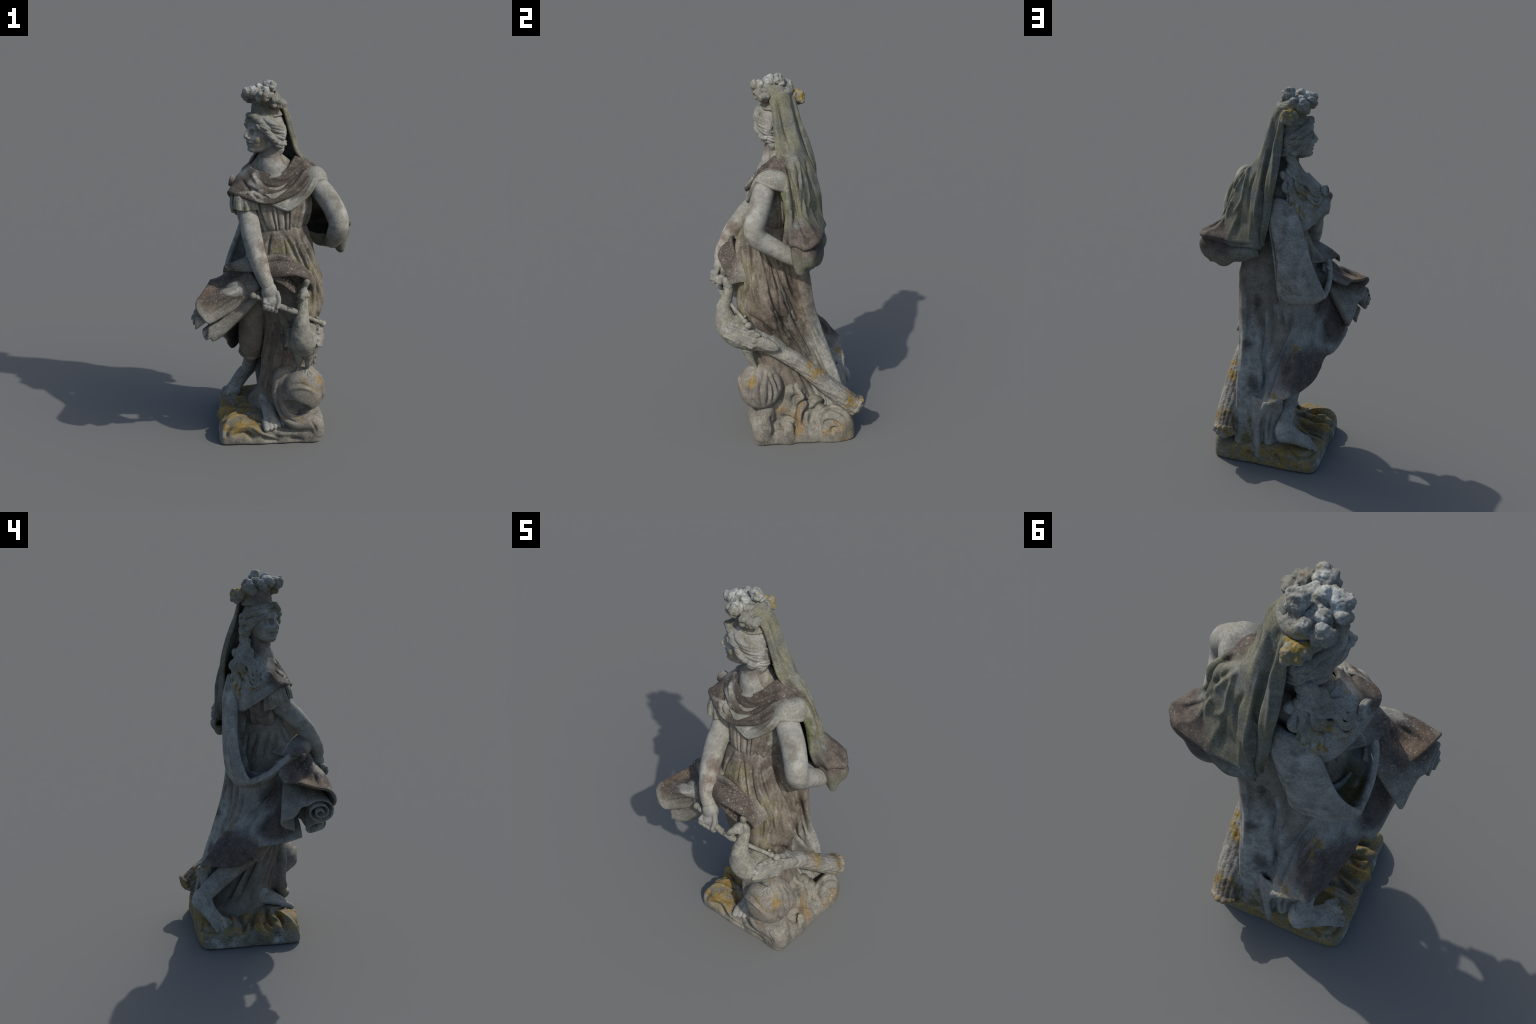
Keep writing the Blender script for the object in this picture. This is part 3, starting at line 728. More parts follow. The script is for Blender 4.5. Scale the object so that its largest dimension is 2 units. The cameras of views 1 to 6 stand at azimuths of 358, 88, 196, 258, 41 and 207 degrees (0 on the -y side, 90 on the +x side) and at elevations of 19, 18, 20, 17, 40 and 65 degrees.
# ==STROKES==
# ------------------------------------------------------------------ carved folds, grooves and ridges
sculpt(bpy.data.objects["skirt"], [
    stroke(0.01, -0.02, (0.211, -0.115, 1.098), (0.249, -0.101, 0.997), (0.262, -0.08, 0.887), (0.235, -0.043, 0.773), (0.165, 0.019, 0.637), (0.11, 0.09, 0.502), (0.059, 0.149, 0.397)),
    stroke(0.01, -0.02, (0.226, -0.048, 1.049), (0.23, -0.015, 0.942), (0.185, 0.028, 0.822), (0.147, 0.078, 0.685), (0.1, 0.134, 0.525), (0.133, 0.184, 0.413)),
    stroke(0.01, -0.02, (0.209, 0.023, 1.039), (0.199, 0.053, 0.883), (0.184, 0.097, 0.721), (0.167, 0.163, 0.552), (0.161, 0.224, 0.423)),
    stroke(0.008, -0.013, (0.199, -0.177, 1.112), (0.223, -0.175, 1.042), (0.246, -0.166, 0.972), (0.261, -0.148, 0.877), (0.259, -0.111, 0.787)),
    stroke(0.008, -0.013, (0.219, -0.224, 0.8), (0.238, -0.14, 0.722), (0.203, -0.06, 0.621), (0.153, 0.016, 0.51)),
    stroke(0.008, -0.013, (0.247, -0.159, 0.764), (0.214, -0.08, 0.656), (0.163, 0.002, 0.546), (0.128, 0.052, 0.474)),
    stroke(0.008, -0.013, (0.268, -0.096, 0.847), (0.227, -0.051, 0.726), (0.161, 0.018, 0.597), (0.105, 0.089, 0.469)),
    stroke(0.008, -0.013, (0.214, -0.018, 0.836), (0.163, 0.029, 0.717), (0.111, 0.085, 0.579), (0.071, 0.135, 0.466)),
    stroke(0.008, -0.013, (0.212, -0.149, 1.086), (0.244, -0.134, 0.997), (0.26, -0.119, 0.91), (0.268, -0.096, 0.847)),
    stroke(0.008, -0.013, (0.181, -0.217, 1.094), (0.207, -0.22, 1.004), (0.237, -0.205, 0.907), (0.248, -0.19, 0.824)),
    stroke(0.008, -0.013, (0.219, -0.076, 1.084), (0.241, -0.061, 0.992), (0.24, -0.038, 0.897)),
    stroke(0.008, -0.013, (0.217, -0.004, 1.03), (0.203, 0.026, 0.908), (0.18, 0.071, 0.78)),
    stroke(0.01, 0.01, (0.212, 0.065, 0.981), (0.204, 0.087, 0.81), (0.183, 0.14, 0.666), (0.156, 0.226, 0.482), (0.146, 0.287, 0.31)),
    stroke(0.01, 0.01, (0.256, -0.07, 0.955), (0.216, -0.019, 0.807), (0.142, 0.05, 0.655), (0.065, 0.142, 0.439)),
    stroke(0.01, 0.01, (0.202, -0.195, 1.086), (0.233, -0.194, 0.991), (0.255, -0.175, 0.862)),
    stroke(0.01, 0.01, (0.253, -0.13, 0.965), (0.266, -0.103, 0.84), (0.206, -0.03, 0.679), (0.126, 0.067, 0.503)),
    stroke(0.01, 0.01, (0.234, -0.092, 1.041), (0.258, -0.071, 0.942), (0.235, -0.04, 0.845), (0.171, 0.021, 0.698)),
    stroke(0.01, 0.01, (0.221, -0.031, 1.04), (0.215, 0.005, 0.914), (0.165, 0.058, 0.76), (0.149, 0.111, 0.624)),
    stroke(0.01, -0.014, (0.175, -0.235, 1.062), (0.195, -0.232, 0.967), (0.197, -0.247, 0.813)),
    stroke(0.01, -0.014, (0.227, -0.18, 1.026), (0.235, -0.204, 0.926), (0.208, -0.238, 0.794)),
    stroke(0.01, -0.014, (0.019, -0.204, 0.787), (-0.008, -0.145, 0.613), (-0.044, -0.099, 0.439), (-0.089, -0.015, 0.217)),
    stroke(0.01, -0.014, (0.091, -0.244, 0.757), (0.059, -0.187, 0.584), (0.024, -0.148, 0.413)),
    stroke(0.01, 0.014, (-0.051, -0.137, 0.777), (-0.038, -0.126, 0.682), (-0.053, -0.084, 0.542), (-0.074, -0.017, 0.402)),
    stroke(0.01, 0.014, (-0.014, -0.156, 0.724), (-0.039, -0.111, 0.553), (-0.072, -0.038, 0.372), (-0.131, 0.079, 0.17)),
    stroke(0.01, 0.014, (0.045, -0.215, 0.746), (0.018, -0.163, 0.582), (-0.018, -0.124, 0.403), (-0.04, -0.085, 0.25)),
    stroke(0.008, -0.01, (0.086, -0.191, 1.226), (0.123, -0.223, 1.158), (0.142, -0.238, 1.106)),
    stroke(0.008, -0.01, (0.152, -0.118, 1.236), (0.2, -0.107, 1.146)),
    stroke(0.008, -0.01, (-0.014, -0.179, 1.232), (-0.029, -0.208, 1.186), (-0.035, -0.233, 1.124)),
    stroke(0.008, -0.01, (0.046, -0.189, 1.234), (0.056, -0.235, 1.178), (0.061, -0.254, 1.121)),
    stroke(0.009, 0.009, (0.086, -0.192, 1.224), (0.122, -0.234, 1.141), (0.155, -0.246, 1.043)),
    stroke(0.009, 0.009, (0.151, -0.175, 1.198), (0.198, -0.187, 1.108), (0.237, -0.171, 1.002), (0.259, -0.151, 0.897)),
    stroke(0.009, 0.009, (0.174, -0.14, 1.195), (0.213, -0.128, 1.085), (0.254, -0.102, 0.979), (0.266, -0.099, 0.898)),
    stroke(0.009, 0.009, (0.182, -0.086, 1.204), (0.217, -0.053, 1.086), (0.231, -0.027, 0.991)),
    stroke(0.009, 0.009, (0.139, -0.2, 1.184), (0.183, -0.218, 1.089), (0.22, -0.21, 0.969)),
    stroke(0.009, 0.009, (0.234, -0.055, 1.02), (0.245, -0.051, 0.921), (0.131, 0.118, 0.587)),
    stroke(0.009, -0.017, (0.102, -0.182, 1.226), (0.135, -0.226, 1.143), (0.173, -0.238, 1.048), (0.215, -0.226, 0.927)),
    stroke(0.009, -0.017, (0.171, -0.171, 1.181), (0.212, -0.167, 1.077), (0.251, -0.148, 0.967), (0.265, -0.128, 0.848)),
    stroke(0.009, -0.017, (0.177, -0.109, 1.2), (0.216, -0.092, 1.095), (0.23, -0.031, 0.994)),
    stroke(0.009, -0.017, (0.229, -0.169, 1.029), (0.251, -0.18, 0.914), (0.254, -0.118, 0.763)),
    stroke(0.009, -0.017, (0.053, -0.192, 1.232), (0.094, -0.233, 1.167), (0.123, -0.253, 1.089)),
    stroke(0.009, -0.017, (0.14, -0.17, 1.213), (0.177, -0.199, 1.138), (0.221, -0.198, 1.029), (0.237, -0.203, 0.923)),
    stroke(0.014, -0.02, (0.208, 0.026, 0.942), (0.173, 0.073, 0.756), (0.125, 0.169, 0.447)),
    stroke(0.01, -0.016, (-0.044, 0.039, 0.415), (-0.051, 0.106, 0.283), (-0.082, 0.184, 0.169)),
    stroke(0.01, -0.016, (-0.071, -0.014, 0.446), (-0.068, 0.05, 0.31), (-0.108, 0.115, 0.192)),
    stroke(0.01, -0.016, (-0.059, -0.067, 0.445), (-0.082, -0.013, 0.326), (-0.119, 0.052, 0.191)),
    stroke(0.01, -0.016, (-0.002, -0.139, 0.441), (-0.039, -0.099, 0.326), (-0.048, -0.073, 0.221)),
    stroke(0.01, 0.012, (-0.039, -0.108, 0.465), (-0.068, -0.052, 0.341), (-0.112, 0.028, 0.194), (-0.143, 0.085, 0.143)),
    stroke(0.01, 0.012, (-0.062, 0.014, 0.428), (-0.058, 0.078, 0.3), (-0.094, 0.149, 0.18)),
    stroke(0.009, -0.014, (-0.082, 0.012, 1.152), (-0.084, 0.033, 1.082), (-0.079, 0.052, 1.003)),
    stroke(0.009, -0.014, (-0.103, -0.047, 1.162), (-0.117, -0.02, 1.089), (-0.13, -0.008, 1.015)),
    stroke(0.009, -0.014, (-0.113, -0.083, 1.17), (-0.139, -0.075, 1.092), (-0.15, -0.06, 1.025)),
    stroke(0.009, -0.014, (-0.113, -0.114, 1.183), (-0.133, -0.139, 1.124), (-0.127, -0.169, 1.078)),
    stroke(0.009, -0.014, (-0.053, 0.055, 1.132), (-0.052, 0.075, 1.039)),
    stroke(0.009, 0.008, (-0.094, -0.017, 1.157), (-0.103, 0.005, 1.086), (-0.107, 0.022, 1.009)),
    stroke(0.009, 0.008, (-0.109, -0.066, 1.166), (-0.129, -0.049, 1.091), (-0.141, -0.034, 1.024)),
    stroke(0.013, -0.02, (0.108, 0.128, 0.975), (0.08, 0.121, 0.806), (0.042, 0.154, 0.629), (0.015, 0.212, 0.384), (0.019, 0.255, 0.279), (0.043, 0.311, 0.21)),
    stroke(0.011, -0.012, (0.034, 0.118, 0.924), (0.008, 0.097, 0.808), (-0, 0.131, 0.673), (0.012, 0.172, 0.566)),
    stroke(0.011, -0.012, (0.162, 0.13, 0.989), (0.14, 0.139, 0.826), (0.127, 0.183, 0.658)),
])
sculpt(bpy.data.objects["overskirt"], [
    stroke(0.01, 0.009, (-0.183, 0.039, 0.801), (-0.175, 0.092, 0.686), (-0.156, 0.187, 0.597), (-0.163, 0.31, 0.468)),
    stroke(0.01, 0.009, (-0.168, 0.093, 0.693), (-0.132, 0.177, 0.61), (-0.108, 0.251, 0.512), (-0.089, 0.316, 0.411)),
    stroke(0.01, -0.014, (-0.15, 0.124, 0.665), (-0.115, 0.19, 0.591), (-0.093, 0.247, 0.5)),
    stroke(0.01, 0.01, (-0.161, -0.156, 0.996), (-0.205, -0.03, 0.851), (-0.117, 0.113, 0.675), (-0.15, 0.224, 0.561), (-0.179, 0.278, 0.493)),
    stroke(0.01, -0.011, (-0.202, -0.134, 0.945), (-0.215, -0.049, 0.846), (-0.191, 0.057, 0.72), (-0.171, 0.137, 0.637)),
    stroke(0.01, -0.011, (-0.233, -0.1, 0.878), (-0.239, -0.045, 0.76), (-0.294, 0.021, 0.646)),
    stroke(0.01, -0.011, (-0.213, -0.063, 0.881), (-0.206, 0.045, 0.703), (-0.223, 0.132, 0.582)),
    stroke(0.016, -0.03, (-0.136, 0.107, 0.693), (-0.084, 0.137, 0.613), (-0.056, 0.188, 0.525), (-0.043, 0.262, 0.436), (-0.036, 0.325, 0.374)),
    stroke(0.012, -0.016, (0.018, 0.093, 0.85), (0.001, 0.099, 0.734), (-0, 0.124, 0.624), (0.009, 0.166, 0.518)),
    stroke(0.012, -0.016, (-0.102, 0.085, 0.829), (-0.08, 0.092, 0.73), (-0.051, 0.106, 0.655)),
    stroke(0.012, -0.016, (0.031, 0.193, 0.48), (0.012, 0.264, 0.364)),
    stroke(0.012, -0.016, (-0.034, 0.095, 0.829), (-0.04, 0.092, 0.739), (-0.029, 0.106, 0.667)),
    stroke(0.012, 0.01, (0.046, 0.104, 0.827), (0.032, 0.121, 0.685), (0.026, 0.161, 0.559)),
    stroke(0.012, 0.01, (-0.063, 0.095, 0.819), (-0.058, 0.09, 0.726)),
])
sculpt(bpy.data.objects["overskirt_train"], [
    stroke(0.01, -0.014, (-0.038, 0.325, 0.313), (-0.011, 0.32, 0.211), (-0.018, 0.329, 0.114)),
    stroke(0.01, -0.014, (-0.072, 0.319, 0.332), (-0.059, 0.312, 0.216), (-0.059, 0.323, 0.127)),
])
sculpt(bpy.data.objects["mantle"], [
    stroke(0.009, -0.012, (-0.133, -0.1, 1.477), (-0.068, -0.143, 1.445), (-0.009, -0.148, 1.438)),
    stroke(0.009, -0.012, (-0.072, -0.097, 1.509), (-0.027, -0.121, 1.473), (0.039, -0.13, 1.466), (0.108, -0.103, 1.512), (0.179, -0.062, 1.562)),
    stroke(0.009, -0.012, (-0.134, -0.11, 1.466), (-0.07, -0.172, 1.419), (-0.017, -0.179, 1.413)),
    stroke(0.01, 0.01, (-0.104, -0.073, 1.532), (-0.073, -0.115, 1.479)),
    stroke(0.01, 0.01, (0.029, -0.175, 1.424), (0.105, -0.139, 1.467), (0.162, -0.102, 1.524), (0.214, -0.044, 1.557)),
    stroke(0.01, 0.01, (0.001, -0.106, 1.509), (0.068, -0.108, 1.508), (0.13, -0.076, 1.546), (0.187, -0.037, 1.577)),
    stroke(0.01, 0.01, (-0.135, -0.131, 1.444), (-0.056, -0.164, 1.423)),
    stroke(0.009, -0.01, (-0.117, 0.118, 1.401), (-0.181, 0.062, 1.399), (-0.209, 0, 1.437), (-0.222, -0.05, 1.452)),
    stroke(0.009, -0.01, (-0.074, 0.124, 1.44), (-0.151, 0.07, 1.464), (-0.181, 0.016, 1.492)),
    stroke(0.009, -0.01, (-0.16, -0.063, 1.499), (-0.134, -0.104, 1.473), (-0.1, -0.154, 1.43)),
    stroke(0.008, 0.008, (-0.146, 0.109, 1.311), (-0.198, 0.038, 1.368), (-0.225, -0.037, 1.426), (-0.174, -0.137, 1.432)),
])
sculpt(bpy.data.objects["mantle_tier"], [
    stroke(0.008, 0.008, (0.219, -0.134, 1.513), (0.17, -0.16, 1.436), (0.101, -0.184, 1.376)),
    stroke(0.01, -0.008, (0.189, -0.102, 1.53), (0.158, -0.142, 1.473), (0.103, -0.17, 1.42), (0.049, -0.178, 1.397)),
    stroke(0.01, -0.008, (0.103, -0.161, 1.438), (0.082, -0.177, 1.402)),
])
sculpt(bpy.data.objects["sling"], [
    stroke(0.01, -0.008, (-0.076, 0.181, 0.948), (-0.137, 0.176, 0.948), (-0.249, 0.127, 0.943)),
    stroke(0.012, -0.005, (-0.045, 0.194, 1.304), (-0.09, 0.194, 1.193), (-0.149, 0.185, 1.05)),
    stroke(0.012, -0.005, (0.001, 0.184, 1.35), (-0.034, 0.198, 1.255), (-0.081, 0.198, 1.122)),
])
sculpt(bpy.data.objects["veil"], [
    stroke(0.01, -0.012, (0.072, 0.006, 1.889), (0.1, 0.026, 1.775), (0.121, 0.041, 1.699), (0.156, 0.062, 1.625)),
    stroke(0.01, -0.012, (0.061, 0.071, 1.857), (0.052, 0.108, 1.748), (0.061, 0.136, 1.628), (0.069, 0.147, 1.575)),
    stroke(0.01, -0.012, (0.211, 0.023, 1.567), (0.268, 0.054, 1.466), (0.287, 0.06, 1.337), (0.325, 0.069, 1.294)),
    stroke(0.01, -0.012, (0.235, 0.072, 1.536), (0.26, 0.098, 1.428), (0.304, 0.104, 1.326), (0.281, 0.156, 1.255)),
    stroke(0.01, 0.01, (0.233, 0, 1.527), (0.288, -0.002, 1.408)),
    stroke(0.01, 0.01, (0.23, 0.046, 1.543), (0.27, 0.06, 1.466)),
    stroke(0.01, 0.01, (0.168, 0.073, 1.601), (0.186, 0.12, 1.495), (0.199, 0.14, 1.41), (0.25, 0.126, 1.336)),
    stroke(0.01, 0.01, (0.08, -0.015, 1.872), (0.121, -0.01, 1.728), (0.148, -0.002, 1.64)),
    stroke(0.012, -0.01, (0.299, 0.072, 1.313), (0.348, 0.085, 1.266), (0.388, 0.106, 1.23)),
    stroke(0.012, -0.016, (0.015, 0.076, 1.908), (0.046, 0.11, 1.762), (0.073, 0.137, 1.6), (0.069, 0.186, 1.444), (0.067, 0.209, 1.294)),
    stroke(0.01, 0.01, (0.159, 0.083, 1.603), (0.243, 0.095, 1.473), (0.276, 0.105, 1.367), (0.285, 0.125, 1.301)),
    stroke(0.01, 0.01, (0.079, 0.108, 1.699), (0.09, 0.161, 1.536), (0.099, 0.202, 1.377), (0.076, 0.217, 1.246)),
    stroke(0.01, 0.01, (0.037, 0.117, 1.765), (0.023, 0.166, 1.613), (0.036, 0.19, 1.416)),
    stroke(0.01, -0.01, (0.196, 0.075, 1.57), (0.231, 0.091, 1.508), (0.269, 0.081, 1.452)),
    stroke(0.01, -0.01, (0.181, 0.133, 1.47), (0.199, 0.151, 1.348), (0.202, 0.194, 1.235)),
    stroke(0.01, -0.01, (0.121, 0.133, 1.579), (0.148, 0.148, 1.492), (0.14, 0.183, 1.366)),
    stroke(0.008, -0.01, (0.351, 0.176, 1.202), (0.244, 0.214, 1.204), (0.158, 0.219, 1.207), (0.073, 0.224, 1.225)),
])
sculpt(bpy.data.objects["cloud_base"], [
    stroke(0.012, -0.0232, (0.249, 0.127, 0.084), (0.226, 0.146, 0.157), (0.228, 0.196, 0.194), (0.241, 0.265, 0.18), (0.243, 0.313, 0.13)),
    stroke(0.012, -0.0232, (0.257, 0.083, 0.06), (0.209, 0.111, 0.119), (0.195, 0.136, 0.181), (0.162, 0.183, 0.196), (0.039, 0.26, 0.116), (0.232, 0.294, 0.173)),
    stroke(0.012, -0.0232, (0.255, 0.026, 0.039), (0.225, 0.024, 0.11), (0.221, 0.042, 0.209), (0.143, 0.1, 0.236)),
    stroke(0.012, -0.0232, (0.254, -0.105, 0.041), (0.233, -0.094, 0.1), (0.229, -0.108, 0.169)),
    stroke(0.009, -0.0174, (0.263, 0.175, 0.072), (0.259, 0.184, 0.124), (0.263, 0.233, 0.127), (0.264, 0.281, 0.08)),
    stroke(0.009, -0.0174, (0.269, 0.217, 0.056), (0.268, 0.224, 0.087), (0.267, 0.26, 0.084)),
    stroke(0.009, -0.0174, (0.254, -0.073, 0.046), (0.241, -0.055, 0.101), (0.182, -0.058, 0.117)),
    stroke(0.009, -0.0174, (0.192, -0.036, 0.145), (0.212, 0.005, 0.128), (0.244, 0.022, 0.089)),
    stroke(0.009, -0.0174, (0.237, 0.058, 0.098), (0.218, 0.084, 0.173), (0.167, 0.118, 0.215)),
    stroke(0.009, -0.0174, (0.199, 0.003, 0.24), (0.19, 0.033, 0.28), (0.164, 0.022, 0.322)),
    stroke(0.012, -0.0203, (-0.242, -0.206, 0.061), (-0.177, -0.204, 0.069), (-0.114, -0.213, 0.044)),
    stroke(0.012, -0.0203, (-0.085, -0.21, 0.061), (-0.05, -0.211, 0.028), (0.015, -0.21, 0.017)),
    stroke(0.012, -0.0203, (-0.137, -0.08, 0.122), (-0.081, -0.154, 0.119), (-0.04, -0.191, 0.097)),
    stroke(0.012, -0.0203, (0.065, -0.209, 0.026), (0.151, -0.211, 0.019)),
    stroke(0.012, -0.0203, (-0.286, -0.206, 0.043), (-0.281, -0.198, 0.086), (-0.248, -0.19, 0.105)),
    stroke(0.012, 0.0174, (-0.255, -0.197, 0.093), (-0.198, -0.193, 0.105), (-0.141, -0.192, 0.102), (-0.091, -0.207, 0.076), (-0.049, -0.206, 0.057), (0.045, -0.202, 0.059), (0.152, -0.206, 0.066)),
    stroke(0.012, 0.0174, (-0.298, -0.117, 0.107), (-0.194, -0.041, 0.119), (-0.123, -0.094, 0.121)),
    stroke(0.013, -0.0261, (-0.15, 0.035, 0.118), (-0.293, 0.074, 0.104), (-0.321, 0.068, 0.048)),
    stroke(0.013, -0.0261, (-0.087, -0.044, 0.122), (-0.255, -0.038, 0.115), (-0.323, -0.067, 0.068)),
    stroke(0.013, -0.0261, (-0.127, 0.126, 0.115), (-0.266, 0.108, 0.109), (-0.324, 0.132, 0.056)),
    stroke(0.013, -0.0261, (-0.146, -0.091, 0.122), (-0.281, -0.105, 0.114), (-0.322, -0.118, 0.063)),
    stroke(0.012, 0.0145, (-0.213, 0.011, 0.115), (-0.327, 0.02, 0.078), (-0.323, 0.025, 0.03)),
    stroke(0.012, 0.0145, (-0.148, 0.158, 0.112), (-0.307, 0.172, 0.096), (-0.324, 0.231, 0.057)),
    stroke(0.012, 0.0145, (-0.108, -0.084, 0.12), (-0.244, -0.127, 0.133), (-0.296, -0.174, 0.1)),
    stroke(0.013, -0.0232, (-0.097, 0.348, 0.087), (-0.13, 0.356, 0.035)),
    stroke(0.013, -0.0232, (-0.192, 0.309, 0.108), (-0.231, 0.341, 0.088), (-0.278, 0.33, 0.092), (-0.305, 0.249, 0.098)),
    stroke(0.013, -0.0232, (-0.141, 0.032, 0.119), (-0.252, 0.106, 0.11), (-0.314, 0.116, 0.088)),
    stroke(0.013, -0.0232, (-0.157, -0.046, 0.121), (-0.29, -0.001, 0.115), (-0.325, -0.126, 0.011)),
    stroke(0.013, -0.0232, (0.062, 0.35, 0.069), (0.001, 0.352, 0.035)),
    stroke(0.011, -0.0203, (0.145, 0.129, 0.227), (0.196, 0.019, 0.258), (0.217, 0.014, 0.171)),
    stroke(0.011, -0.0203, (0.188, 0.168, 0.18), (0.22, 0.08, 0.17), (0.246, 0.082, 0.09)),
    stroke(0.011, -0.0203, (0.234, 0.204, 0.191), (0.239, 0.15, 0.144), (0.259, 0.161, 0.051)),
    stroke(0.011, -0.0203, (0.189, -0.044, 0.149), (0.234, -0.055, 0.105), (0.252, -0.1, 0.061)),
    stroke(0.011, -0.0203, (-0.121, -0.151, 0.116), (-0.058, -0.203, 0.085), (0.021, -0.208, 0.036)),
    stroke(0.011, -0.0203, (-0.179, -0.2, 0.086), (-0.133, -0.212, 0.03)),
])
sculpt(bpy.data.objects["cloud_scroll"], [
    stroke(0.012, -0.016, (0.209, -0.09, 0.414), (0.232, -0.06, 0.323)),
    stroke(0.012, -0.016, (0.217, -0.124, 0.427), (0.253, -0.088, 0.351), (0.25, -0.098, 0.265)),
    stroke(0.01, -0.014, (0.05, -0.183, 0.436), (0.013, -0.192, 0.357), (0.005, -0.19, 0.246), (0.032, -0.202, 0.172), (0.087, -0.224, 0.15), (0.158, -0.221, 0.161)),
    stroke(0.01, 0.01, (0.02, -0.191, 0.286), (0.08, -0.253, 0.361), (0.155, -0.274, 0.373), (0.219, -0.265, 0.331)),
    stroke(0.01, 0.01, (0.048, -0.186, 0.243), (0.068, -0.202, 0.186), (0.124, -0.203, 0.169)),
    stroke(0.007, -0.007, (0.067, -0.233, 0.375), (0.129, -0.26, 0.394), (0.191, -0.268, 0.372)),
    stroke(0.007, -0.007, (0.046, -0.208, 0.175), (0.101, -0.228, 0.144), (0.165, -0.226, 0.156)),
    stroke(0.007, -0.007, (0.18, -0.219, 0.16), (0.208, -0.228, 0.115), (0.223, -0.217, 0.069)),
    stroke(0.007, -0.007, (0.099, -0.271, 0.3), (0.12, -0.172, 0.201), (0.168, -0.194, 0.21)),
    stroke(0.011, -0.014, (0.23, -0.209, 0.409), (0.256, -0.228, 0.332), (0.246, -0.19, 0.239)),
    stroke(0.011, -0.014, (0.237, -0.161, 0.417), (0.276, -0.166, 0.337), (0.251, -0.156, 0.239)),
    stroke(0.011, -0.014, (0.239, -0.12, 0.407), (0.271, -0.118, 0.331), (0.254, -0.134, 0.247)),
    stroke(0.011, -0.012, (0.2, -0.136, 0.44), (0.25, -0.145, 0.401), (0.276, -0.168, 0.338)),
    stroke(0.011, -0.012, (0.173, -0.168, 0.449), (0.243, -0.19, 0.405), (0.263, -0.218, 0.322)),
])
sculpt(bpy.data.objects["leg"], [
    stroke(0.006, -0.006, (-0.163, 0.24, 0.364), (-0.172, 0.15, 0.399)),
    stroke(0.006, -0.006, (-0.168, 0.255, 0.341), (-0.172, 0.185, 0.371)),
    stroke(0.006, -0.006, (-0.172, 0.263, 0.32), (-0.172, 0.221, 0.347)),
    stroke(0.006, -0.006, (-0.143, 0.323, 0.304), (-0.174, 0.278, 0.299), (-0.173, 0.242, 0.323)),
])
sculpt(bpy.data.objects["foot"], [
    stroke(0.005, -0.005, (-0.158, 0.332, 0.281), (-0.176, 0.292, 0.271)),
    stroke(0.005, -0.005, (-0.182, 0.329, 0.242), (-0.177, 0.285, 0.252)),
])
sculpt(bpy.data.objects["gathered_cloth"], [
    stroke(0.012, -0.012, (-0.385, -0.255, 0.93), (-0.283, -0.26, 0.965), (-0.203, -0.295, 0.989), (-0.123, -0.29, 1.006)),
    stroke(0.012, -0.012, (-0.269, -0.156, 0.983), (-0.174, -0.241, 1.032)),
    stroke(0.012, -0.012, (-0.347, -0.354, 0.847), (-0.273, -0.331, 0.885), (-0.178, -0.31, 0.938)),
    stroke(0.012, 0.01, (-0.391, -0.328, 0.909), (-0.298, -0.325, 0.933), (-0.177, -0.305, 0.971)),
])
sculpt(bpy.data.objects["gathered_cloth.002"], [
    stroke(0.012, 0.01, (-0.359, -0.31, 0.72), (-0.275, -0.305, 0.81), (-0.152, -0.299, 0.904)),
])
